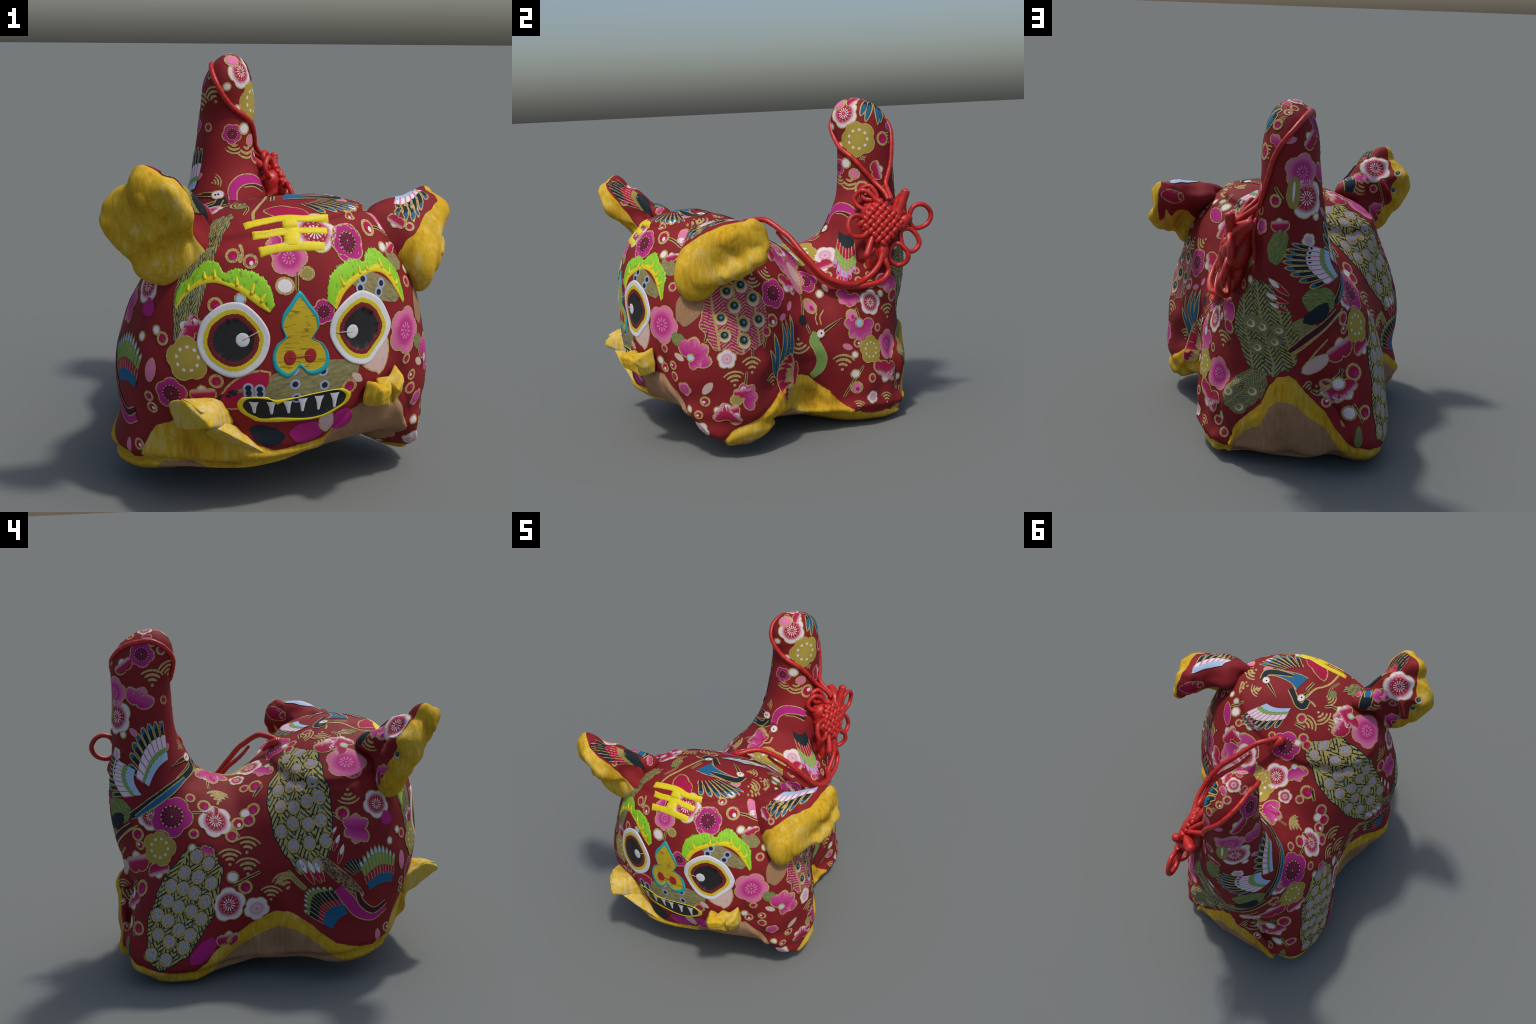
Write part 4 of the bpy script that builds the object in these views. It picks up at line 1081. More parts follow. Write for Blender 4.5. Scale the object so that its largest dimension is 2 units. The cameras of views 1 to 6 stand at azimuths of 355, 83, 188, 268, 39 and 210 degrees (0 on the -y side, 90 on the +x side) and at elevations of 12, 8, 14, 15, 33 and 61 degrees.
    ('spray_white', 'body', (0.442, -0.578, 1.071), (-0.022, 0.002, 0.043), None, 0),
    ('spray_white', 'body', (0.453, -0.550, 1.084), (-0.011, 0.008, 0.026), None, 0),
    ('petal_pink', 'body', (0.396, -0.503, 1.191), (-0.037, 0.013, 0.054), None, 0),
    ('bud_white', 'body', (0.404, -0.518, 1.172), (0.008, 0.017, 0.000), None, 0),
    ('blossom_pink', 'body', (0.502, -0.651, 0.741), (0.025, 0.040, 0.098), None, 0),
    ('petal_pale', 'body', (0.377, -0.745, 0.679), (-0.004, -0.012, -0.101), None, 0),
    ('patch_olive', 'body', (0.448, -0.593, 1.038), (0.039, 0.030, -0.037), (0.014, 0.035, 0.020), 0),
    ('feather_blue', 'body', (0.461, -0.030, 0.357), (0.015, -0.102, 0.199), None, 1),
    ('feather_blue', 'body', (0.455, -0.026, 0.359), (-0.019, -0.101, 0.281), None, 1),
    ('feather_blue', 'body', (0.444, -0.017, 0.359), (-0.074, -0.070, 0.346), None, 1),
    ('feather_blue', 'body', (0.422, -0.002, 0.373), (-0.058, -0.014, 0.344), None, 1),
    ('feather_blue', 'body', (0.404, 0.012, 0.397), (-0.036, 0.055, 0.329), None, 1),
    ('petal_crimson', 'body', (0.419, 0.001, 0.365), (-0.042, 0.009, 0.149), None, 2),
    ('petal_crimson', 'body', (0.377, 0.048, 0.372), (-0.020, 0.023, 0.086), None, 1),
    ('berry_white', 'body', (0.478, -0.057, 0.713), (-0.016, 0.026, -0.005), None, 0),
    ('berry', 'body', (0.514, -0.095, 0.661), (-0.009, 0.020, -0.004), None, 0),
    ('berry_pink', 'body', (0.267, 0.188, 0.733), (-0.023, 0.037, -0.010), None, 0),
    ('patch_navy', 'body', (0.344, 0.132, 0.672), (0.008, -0.001, -0.027), (-0.010, 0.023, -0.004), 0),
    ('bird_head_long', 'body', (0.329, 0.233, 0.584), (-0.048, 0.132, 0.068), None, 3),
    ('wave', 'body', (0.363, 0.099, 0.577), (0.013, 0.008, -0.089), None, 0),
    ('wave', 'body', (0.309, 0.353, 0.355), (0.016, 0.018, 0.095), None, 0),
    ('wave', 'body', (0.501, -0.071, 0.357), (-0.006, -0.021, 0.064), None, 0),
    ('spray_pink', 'body', (0.219, 0.425, 0.774), (0.030, -0.059, -0.041), None, 0),
    ('spray_pink', 'body', (0.217, 0.440, 0.772), (0.027, 0.008, -0.062), None, 0),
    ('blossom_white', 'body', (0.191, 0.557, 0.714), (0.002, 0.031, -0.073), None, 0),
    ('wave', 'body', (0.122, 0.670, 0.601), (-0.006, 0.001, 0.087), None, 0),
    ('berry_pink', 'body', (0.265, 0.429, 0.661), (-0.009, 0.030, -0.004), None, 0),
    ('bud_blue', 'body', (0.258, 0.474, 0.613), (-0.009, 0.021, -0.004), None, 1),
    ('spray_pink', 'body', (0.254, 0.482, 0.612), (0.049, -0.072, -0.074), None, 0),
    ('spray_pink', 'body', (0.253, 0.486, 0.608), (0.024, -0.011, -0.103), None, 0),
    ('spray_pink', 'body', (0.249, 0.495, 0.606), (-0.012, 0.048, -0.078), None, 0),
    ('blossom_gold', 'body', (0.248, 0.538, 0.449), (-0.017, 0.002, 0.083), None, 1),
    ('blossom_pink', 'body', (0.141, 0.652, 0.445), (-0.020, 0.005, 0.092), None, 0),
    ('berry', 'body', (0.240, 0.580, 0.346), (-0.018, 0.027, -0.007), None, 0),
    ('bud_white', 'body', (0.304, 0.431, 0.328), (-0.001, 0.023, -0.002), None, 0),
    ('berry_pink', 'body', (0.295, 0.437, 0.246), (0.005, 0.031, -0.002), None, 0),
    ('spray_white', 'body', (0.186, 0.653, 0.340), (0.053, -0.028, -0.100), None, 0),
    ('spray_white', 'body', (0.180, 0.658, 0.338), (0.000, 0.020, -0.079), None, 0),
    ('wave', 'body', (0.238, 0.628, 0.122), (-0.017, 0.006, 0.060), None, 0),
    ('wave', 'body', (0.300, 0.443, 0.118), (0.030, 0.009, 0.040), None, 0),
    ('spray_pink', 'body', (0.084, 0.687, 0.845), (0.056, -0.002, -0.091), None, 0),
    ('berry', 'body', (0.091, 0.717, 0.730), (-0.025, 0.026, -0.007), None, 0),
    ('blossom_dark', 'body', (0.174, 0.180, 0.865), (0.041, 0.038, -0.055), None, 0),
    ('spray_white', 'body', (0.293, 0.060, 0.897), (0.081, -0.017, -0.048), None, 0),
    ('spray_white', 'body', (0.287, 0.064, 0.896), (0.030, 0.022, -0.063), None, 0),
    ('petal_pink', 'body', (0.218, 0.097, 0.901), (-0.038, -0.054, 0.109), None, 0),
    ('petal_pink', 'body', (0.169, 0.127, 0.906), (-0.041, -0.044, 0.077), None, 0),
    ('patch_gold', 'body', (0.014, 0.149, 0.986), (0.039, 0.044, -0.050), (-0.066, 0.031, 0.008), 0),
    ('petal_pale', 'body', (0.192, 0.294, 0.816), (0.014, 0.015, -0.021), None, 0),
    ('blossom_pink', 'body', (-0.026, -0.814, 1.101), (-0.061, -0.023, -0.046), None, 0),
    ('blossom_white', 'body', (0.088, -0.744, 1.196), (0.096, 0.022, 0.003), None, 0),
    ('spray_pink', 'body', (-0.058, -0.790, 1.154), (-0.062, 0.002, 0.001), None, 0),
    ('blossom_dark', 'body', (0.229, -0.717, 1.141), (-0.025, 0.029, 0.079), None, 0),
    ('bud_white', 'body', (-0.045, -0.855, 0.995), (0.031, 0.000, -0.006), None, 0),
    ('bud_olive', 'body', (0.047, -0.831, 1.040), (0.024, 0.003, -0.001), None, 0),
    ('blossom_dark', 'body', (0.115, -0.848, 0.885), (-0.016, -0.001, 0.053), None, 0),
    ('patch_olive_eyes', 'body', (0.333, -0.740, 0.972), (0.146, 0.070, -0.086), (0.034, 0.031, 0.031), 0),
    ('berry', 'body', (-0.251, -0.790, 1.108), (0.023, -0.007, -0.001), None, 0),
    ('berry_white', 'body', (-0.181, -0.813, 1.089), (0.024, -0.004, -0.002), None, 0),
    ('blossom_gold', 'body', (-0.436, -0.823, 0.688), (-0.088, 0.043, 0.011), None, 1),
    ('spray_white', 'body', (-0.405, -0.824, 0.796), (-0.066, 0.034, 0.039), None, 0),
    ('spray_white', 'body', (-0.402, -0.825, 0.796), (-0.005, 0.010, 0.067), None, 0),
    ('blossom_dark', 'body', (-0.503, -0.790, 0.530), (-0.002, -0.013, 0.073), None, 0),
    ('spray_white', 'body', (-0.367, -0.831, 0.514), (-0.018, -0.018, 0.069), None, 0),
    ('berry', 'body', (-0.321, -0.864, 0.604), (0.024, -0.006, 0.001), None, 0),
    ('berry', 'body', (-0.537, -0.752, 0.755), (0.018, -0.013, 0.004), None, 0),
    ('peacock_dim', 'body', (-0.407, -0.761, 1.027), (0.088, 0.087, 0.301), (0.056, -0.043, -0.019), 0),
    ('berry', 'body', (-0.323, -0.839, 0.916), (0.020, -0.003, 0.016), None, 0),
    ('bud_blue', 'body', (-0.224, -0.857, 0.945), (0.015, -0.005, -0.009), None, 0),
    ('patch_navy', 'body', (-0.270, -0.864, 0.540), (0.041, -0.012, 0.019), (-0.005, 0.007, -0.025), 0),
    ('petal_crimson', 'body', (-0.208, -0.877, 0.560), (0.107, -0.025, 0.085), None, 0),
    ('patch_olive_eyes', 'body', (0.067, -0.862, 0.596), (0.220, 0.045, 0.030), (-0.006, -0.002, 0.077), 0),
    ('patch_olive_eyes', 'body', (-0.165, -0.880, 0.559), (0.083, -0.005, 0.008), (0.005, -0.004, 0.028), 0),
    ('patch_navy', 'body', (-0.107, -0.836, 0.352), (0.071, 0.001, -0.029), (-0.001, -0.002, 0.048), 0),
    ('patch_magenta', 'body', (0.063, -0.808, 0.353), (0.074, 0.022, -0.000), (-0.004, -0.023, 0.054), 0),
    ('patch_magenta', 'body', (0.200, -0.787, 0.398), (0.055, 0.004, 0.030), (0.022, 0.026, -0.040), 0),
    ('petal_pale', 'body', (0.143, -0.806, 0.401), (0.007, 0.032, -0.066), None, 0),
    ('petal_pale', 'body', (0.325, -0.777, 0.667), (0.069, 0.031, -0.070), None, 0),
    ('petal_pale', 'body', (0.267, -0.810, 0.590), (0.025, 0.012, -0.022), None, 0),
    ('berry', 'body', (0.234, -0.819, 0.555), (0.026, 0.009, -0.004), None, 0),
    ('wing_dark', 'body', (0.045, -0.625, 1.277), (0.151, -0.033, -0.007), (0.147, 0.130, 0.035), 0),
    ('petal_crimson', 'body', (-0.031, -0.659, 1.262), (-0.082, 0.068, 0.010), None, 0),
    ('petal_crimson', 'body', (0.035, -0.674, 1.261), (-0.036, 0.048, 0.017), None, 0),
    ('wave', 'body', (0.332, -0.481, 1.245), (0.032, 0.082, 0.003), None, 0),
    ('wave', 'body', (0.308, -0.336, 1.258), (0.050, 0.048, -0.025), None, 0),
    ('bud_pink', 'body', (0.237, -0.474, 1.281), (0.015, 0.017, -0.002), None, 0),
    ('patch_green', 'body', (-0.200, -0.527, 1.261), (0.003, 0.030, 0.005), (0.026, -0.016, 0.002), 0),
    ('blossom_white', 'body', (-0.126, 0.508, 1.803), (0.034, 0.061, 0.059), None, 0),
    ('bud_pink', 'body', (-0.174, 0.495, 1.859), (0.028, 0.019, 0.004), None, 1),
    ('wave', 'body', (-0.094, 0.526, 1.440), (-0.006, -0.007, -0.092), None, 0),
    ('wave', 'body', (-0.160, 0.481, 1.450), (-0.007, -0.003, -0.072), None, 0),
    ('blossom_dark', 'body', (-0.174, 0.478, 1.482), (-0.031, -0.006, 0.047), None, 0),
    ('bud_white', 'body', (-0.110, 0.509, 1.508), (0.022, 0.018, -0.001), None, 1),
    ('bud_pink', 'body', (-0.076, 0.549, 1.443), (0.015, 0.024, -0.006), None, 0),
    ('wave', 'body', (-0.283, 0.452, 1.229), (0.047, -0.014, 0.024), None, 0),
    ('bird_head', 'body', (-0.161, 0.378, 1.115), (-0.017, -0.029, -0.033), None, 3),
    ('bird_head', 'body', (-0.245, 0.412, 1.175), (-0.108, 0.034, 0.007), None, 3),
    ('berry_white', 'body', (-0.051, 0.588, 1.357), (-0.006, 0.009, 0.038), None, 0),
    ('feather_blue', 'body', (-0.125, 0.647, 1.862), (0.094, -0.043, -0.049), None, 1),
    ('feather_blue', 'body', (-0.142, 0.674, 1.861), (0.152, -0.023, -0.049), None, 1),
    ('feather_blue', 'body', (-0.145, 0.698, 1.848), (0.134, 0.036, -0.074), None, 1),
    ('feather_blue', 'body', (-0.129, 0.716, 1.825), (0.075, 0.021, -0.075), None, 1),
    ('blossom_gold', 'body', (-0.062, 0.574, 1.648), (0.031, 0.081, 0.070), None, 0),
    ('spray_white', 'body', (-0.048, 0.653, 1.452), (-0.002, 0.072, 0.018), None, 0),
    ('spray_white', 'body', (-0.219, 0.275, 1.049), (-0.026, -0.030, -0.014), None, 0),
    ('spray_white', 'body', (-0.222, 0.278, 1.050), (-0.018, 0.077, 0.026), None, 0),
    ('spray_white', 'body', (-0.235, 0.284, 1.050), (-0.061, 0.038, 0.002), None, 0),
    ('wave', 'body', (-0.417, 0.244, 0.943), (0.071, 0.004, 0.054), None, 0),
    ('spray_white', 'body', (-0.466, 0.249, 0.906), (-0.006, 0.036, 0.012), None, 0),
    ('wing_lilac', 'body', (-0.052, 0.426, 1.092), (0.172, -0.047, -0.245), (0.096, 0.077, -0.006), 1),
    ('blossom_pale', 'body', (0.032, 0.333, 0.981), (-0.055, -0.020, 0.043), None, 0),
    ('blossom_gold', 'body', (-0.046, 0.166, 1.001), (0.130, -0.011, -0.043), None, 0),
    ('spray_white', 'body', (0.053, 0.297, 0.947), (0.066, 0.020, -0.052), None, 0),
    ('blossom_white', 'ear_left', (-0.553, -0.729, 1.362), (-0.064, -0.069, 0.042), None, 0),
    ('berry_pink', 'ear_left', (-0.502, -0.660, 1.305), (-0.024, -0.017, -0.003), None, 0),
    ('spray_pink', 'ear_left', (-0.474, -0.637, 1.307), (0.044, -0.019, 0.029), None, 0),
    ('spray_pink', 'ear_left', (-0.464, -0.631, 1.308), (-0.006, 0.032, -0.018), None, 0),
    ('wave', 'ear_left', (-0.478, -0.613, 1.289), (-0.013, 0.057, -0.062), None, 0),
    ('spray_white', 'ear_left', (-0.582, -0.631, 1.086), (0.043, 0.020, -0.023), None, 0),
    ('spray_pink', 'ear_left', (-0.582, -0.639, 1.110), (0.021, -0.016, 0.050), None, 0),
    ('feather_eye', 'ear_left', (-0.700, -0.711, 1.344), (-0.024, -0.007, 0.009), None, 0),
    ('feather_eye', 'ear_left', (-0.676, -0.711, 1.231), (-0.021, -0.016, 0.002), None, 0),
    ('berry', 'ear_left', (-0.552, -0.675, 1.242), (-0.017, -0.006, 0.011), None, 0),
    ('wing_ear', 'ear_left', (-0.360, -0.685, 1.241), (-0.175, -0.129, 0.106), (-0.070, -0.028, 0.151), 0),
    ('wing_ear_right', 'ear_right', (0.667, -0.195, 1.291), (0.011, -0.204, -0.057), (-0.197, -0.200, -0.084), 0),
    ('petal_crimson', 'ear_right', (0.604, -0.141, 1.220), (-0.039, -0.077, -0.033), None, 0),
    ('berry', 'ear_right', (0.572, -0.191, 1.213), (-0.013, -0.012, -0.006), None, 0),
    ('patch_fluff', 'body', (0.585, -0.496, 0.856), (0.006, -0.072, -0.103), (0.025, 0.070, -0.014), 0),
    ('spray_white', 'body', (-0.155, 0.560, 1.881), (0.050, 0.026, -0.017), None, 0),
    ('spray_pink', 'body', (-0.175, 0.535, 1.882), (-0.016, -0.032, -0.007), None, 0),
    ('petal_pale', 'body', (0.182, 0.114, 0.908), (0.040, 0.034, -0.074), None, 1),
    ('blossom_white', 'body', (-0.196, 0.598, 1.886), (-0.025, -0.038, -0.001), None, 0),
    ('berry', 'body', (-0.205, 0.680, 1.858), (-0.015, -0.009, -0.001), None, 0),
    ('wave', 'body', (-0.166, 0.757, 1.794), (0.011, -0.018, 0.024), None, 0),
    ('spray_pink', 'body', (-0.156, 0.658, 1.872), (-0.019, -0.024, 0.013), None, 0),
    ('berry_white', 'body', (-0.179, 0.717, 1.839), (-0.014, -0.006, 0.004), None, 0),
    ('spray_white', 'body', (-0.240, 0.585, 1.864), (-0.027, 0.003, -0.022), None, 0),
    ('wave', 'body', (-0.099, 0.767, 1.614), (0.022, -0.025, 0.058), None, 0),
    ('berry', 'body', (-0.135, 0.755, 1.781), (-0.019, 0.009, 0.003), None, 0),
    ('spray_pink', 'body', (-0.123, 0.778, 1.691), (-0.021, 0.006, 0.046), None, 0),
    ('berry', 'body', (-0.069, 0.727, 1.644), (-0.015, 0.029, -0.017), None, 0),
    ('wave', 'body', (-0.050, 0.609, 1.515), (-0.002, -0.014, 0.031), None, 0),
    ('spray_white', 'ear_right', (0.493, -0.492, 1.205), (-0.031, -0.019, -0.038), None, 0),
    ('berry', 'ear_right', (0.538, -0.512, 1.169), (0.014, 0.003, 0.005), None, 0),
    ('spray_pink', 'ear_left', (-0.334, -0.597, 1.268), (-0.017, -0.030, 0.017), None, 0),
    ('berry', 'ear_left', (-0.425, -0.817, 1.328), (-0.002, 0.019, -0.001), None, 0),
]
RIBBONS = [
    ('cloth_navy', 'body', (0.03, 0.055, 0.05, 0.034, 0.03, 0.03), [(-0.454, 0.726, 0.903), (-0.473, 0.608, 0.975), (-0.437, 0.508, 1.036), (-0.363, 0.438, 1.077), (-0.271, 0.390, 1.113), (-0.237, 0.401, 1.157)], 2),
    ('cloth_blue', 'body', (0.012, 0.03, 0.03, 0.012), [(-0.470, 0.697, 0.903), (-0.472, 0.580, 0.981), (-0.429, 0.488, 1.036), (-0.348, 0.424, 1.076)], 3),
    ('twig', 'body', 0.02, [(-0.359, -0.006, 1.011), (-0.405, 0.048, 0.961)], 0),
    ('twig', 'body', 0.018, [(-0.500, 0.390, 0.920), (-0.489, 0.300, 0.908)], 0),
    ('twig', 'body', 0.018, [(-0.500, 0.178, 0.842), (-0.553, 0.134, 0.769)], 0),
    ('twig', 'body', 0.018, [(-0.514, 0.708, 0.543), (-0.388, 0.766, 0.420)], 0),
    ('twig', 'body', 0.018, [(-0.651, 0.182, 0.543), (-0.638, 0.104, 0.578), (-0.635, 0.033, 0.609)], 0),
    ('cloth_magenta', 'body', (0.05, 0.06, 0.06, 0.05, 0.03), [(-0.748, -0.372, 0.534), (-0.744, -0.426, 0.464), (-0.726, -0.482, 0.386), (-0.694, -0.563, 0.346), (-0.650, -0.640, 0.375)], 1),
    ('cloth_maroon', 'body', (0.02, 0.03, 0.03, 0.02), [(-0.741, -0.475, 0.503), (-0.727, -0.503, 0.430), (-0.693, -0.570, 0.374), (-0.656, -0.640, 0.407)], 2),
    ('cloth_olive', 'body', 0.025, [(-0.658, -0.108, 0.610), (-0.673, -0.154, 0.561), (-0.687, -0.206, 0.512)], 0),
    ('twig', 'body', 0.02, [(-0.347, -0.003, 1.017), (-0.405, 0.046, 0.962)], 0),
    ('twig', 'body', 0.018, [(-0.628, -0.357, 0.920), (-0.656, -0.421, 0.879)], 0),
    ('twig', 'body', 0.018, [(-0.139, 0.799, 1.484), (-0.181, 0.813, 1.426)], 0),
    ('cloth_maroon', 'body', (0.02, 0.035, 0.03, 0.02), [(-0.242, 0.821, 0.654), (-0.327, 0.830, 0.732), (-0.404, 0.796, 0.794), (-0.465, 0.727, 0.858)], 1),
    ('cloth_gold', 'body', 0.012, [(-0.252, 0.815, 0.632), (-0.352, 0.819, 0.717), (-0.433, 0.771, 0.795), (-0.487, 0.687, 0.861)], 2),
    ('cloth_gold', 'body', 0.012, [(-0.330, 0.799, 0.586), (-0.378, 0.798, 0.658), (-0.430, 0.770, 0.720)], 0),
    ('twig', 'body', 0.018, [(-0.496, 0.718, 0.550), (-0.502, 0.725, 0.498)], 0),
    ('twig', 'body', 0.018, [(-0.572, 0.737, 0.369), (-0.605, 0.738, 0.317), (-0.630, 0.740, 0.270)], 0),
    ('cloth_blue', 'body', (0.11, 0.085, 0.06, 0.045, 0.04, 0.03), [(-0.011, -0.479, 1.297), (0.042, -0.488, 1.298), (0.102, -0.483, 1.297), (0.177, -0.468, 1.291), (0.225, -0.441, 1.284), (0.227, -0.392, 1.282)], 1),
    ('cloth_navy', 'body', (0.012, 0.03, 0.04, 0.04, 0.03), [(0.064, -0.501, 1.297), (0.125, -0.487, 1.296), (0.179, -0.472, 1.291), (0.227, -0.445, 1.284), (0.226, -0.388, 1.282)], 2),
    ('cloth_navy', 'body', (0.035, 0.03, 0.03, 0.04, 0.03), [(0.033, -0.412, 1.296), (-0.011, -0.378, 1.288), (-0.054, -0.346, 1.277), (-0.091, -0.353, 1.275), (-0.095, -0.399, 1.283)], 1),
    ('twig', 'body', 0.018, [(0.340, -0.183, 1.160), (0.256, -0.212, 1.238)], 0),
    ('cloth_gold', 'body', 0.012, [(-0.074, -0.393, 1.285), (-0.119, -0.399, 1.280), (-0.159, -0.388, 1.271)], 0),
    ('cloth_gold', 'body', 0.012, [(-0.088, -0.380, 1.281), (-0.120, -0.349, 1.270)], 0),
    ('twig', 'body', 0.02, [(-0.055, -0.450, 1.293), (-0.065, -0.529, 1.284)], 0),
    ('twig', 'body', 0.02, [(-0.095, -0.240, 1.233), (-0.169, -0.241, 1.225)], 0),
    ('twig', 'body', 0.02, [(-0.204, -0.418, 1.266), (-0.247, -0.451, 1.257), (-0.297, -0.448, 1.245)], 0),
    ('twig', 'body', 0.016, [(0.639, -0.225, 0.482), (0.649, -0.240, 0.410)], 0),
    ('twig', 'body', 0.016, [(0.588, -0.186, 0.602), (0.605, -0.189, 0.554)], 0),
    ('twig', 'body', 0.016, [(0.642, -0.438, 0.655), (0.634, -0.417, 0.713)], 0),
    ('twig', 'body', 0.018, [(0.358, -0.581, 1.181), (0.401, -0.543, 1.160), (0.574, -0.521, 1.150)], 0),
    ('twig', 'body', 0.016, [(0.480, -0.080, 0.759), (0.507, -0.088, 0.673), (0.544, -0.119, 0.578)], 0),
    ('twig', 'body', 0.016, [(0.256, 0.139, 0.801), (0.337, 0.134, 0.692)], 0),
    ('twig', 'body', 0.016, [(0.342, 0.153, 0.645), (0.342, 0.174, 0.592)], 0),
    ('cloth_green', 'body', (0.03, 0.05, 0.055, 0.05, 0.05, 0.045), [(0.324, 0.172, 0.340), (0.320, 0.219, 0.380), (0.330, 0.235, 0.440), (0.344, 0.212, 0.508), (0.344, 0.192, 0.550), (0.333, 0.214, 0.590)], 1),
    ('cloth_gold', 'body', 0.008, [(0.320, 0.218, 0.631), (0.307, 0.211, 0.666), (0.278, 0.225, 0.696)], 1),
    ('cloth_gold', 'body', 0.008, [(0.313, 0.241, 0.628), (0.293, 0.239, 0.668), (0.260, 0.269, 0.704)], 1),
    ('twig', 'body', 0.016, [(0.241, 0.459, 0.701), (0.255, 0.479, 0.616)], 0),
    ('twig', 'body', 0.016, [(0.291, 0.484, 0.369), (0.298, 0.419, 0.282), (0.269, 0.366, 0.188)], 0),
    ('twig', 'body', 0.014, [(0.006, -0.834, 1.047), (0.004, -0.856, 0.973)], 0),
    ('cloth_gold', 'body', 0.014, [(-0.221, -0.765, 1.150), (-0.212, -0.793, 1.119), (-0.224, -0.809, 1.081)], 0),
    ('cloth_gold', 'body', 0.012, [(0.198, -0.318, 1.276), (0.223, -0.318, 1.273), (0.248, -0.287, 1.263)], 0),
    ('cloth_gold', 'body', 0.014, [(-0.159, -0.692, 1.233), (-0.153, -0.610, 1.249), (-0.128, -0.546, 1.264), (-0.096, -0.490, 1.285), (-0.075, -0.398, 1.286)], 0),
    ('twig', 'body', 0.014, [(-0.194, -0.633, 1.243), (-0.173, -0.555, 1.258), (-0.192, -0.479, 1.268)], 0),
    ('cloth_magenta', 'body', (0.03, 0.045, 0.05, 0.045, 0.035), [(-0.016, 0.533, 1.217), (-0.063, 0.487, 1.246), (-0.128, 0.446, 1.244), (-0.172, 0.419, 1.203), (-0.174, 0.393, 1.146)], 1),
    ('cloth_maroon', 'body', (0.03, 0.035, 0.03), [(-0.010, 0.525, 1.186), (-0.058, 0.481, 1.225), (-0.117, 0.443, 1.227)], 0),
    ('cloth_navy', 'body', (0.04, 0.05, 0.05), [(-0.388, 0.456, 1.069), (-0.264, 0.389, 1.118), (-0.208, 0.393, 1.149)], 1),
    ('cloth_gold', 'body', 0.012, [(-0.169, 0.274, 1.050), (-0.138, 0.298, 1.054), (-0.143, 0.339, 1.075)], 0),
    ('twig', 'body', 0.014, [(-0.293, 0.302, 1.038), (-0.352, 0.296, 1.006)], 0),
    ('cloth_navy', 'ear_left', (0.05, 0.07, 0.07, 0.05), [(-0.389, -0.645, 1.307), (-0.409, -0.585, 1.293), (-0.408, -0.545, 1.235)], 0),
    ('cloth_blue', 'ear_left', (0.03, 0.04, 0.03), [(-0.392, -0.639, 1.306), (-0.409, -0.597, 1.299)], 1),
    ('twig', 'ear_left', 0.014, [(-0.584, -0.673, 1.291), (-0.625, -0.658, 1.131)], 0),
]



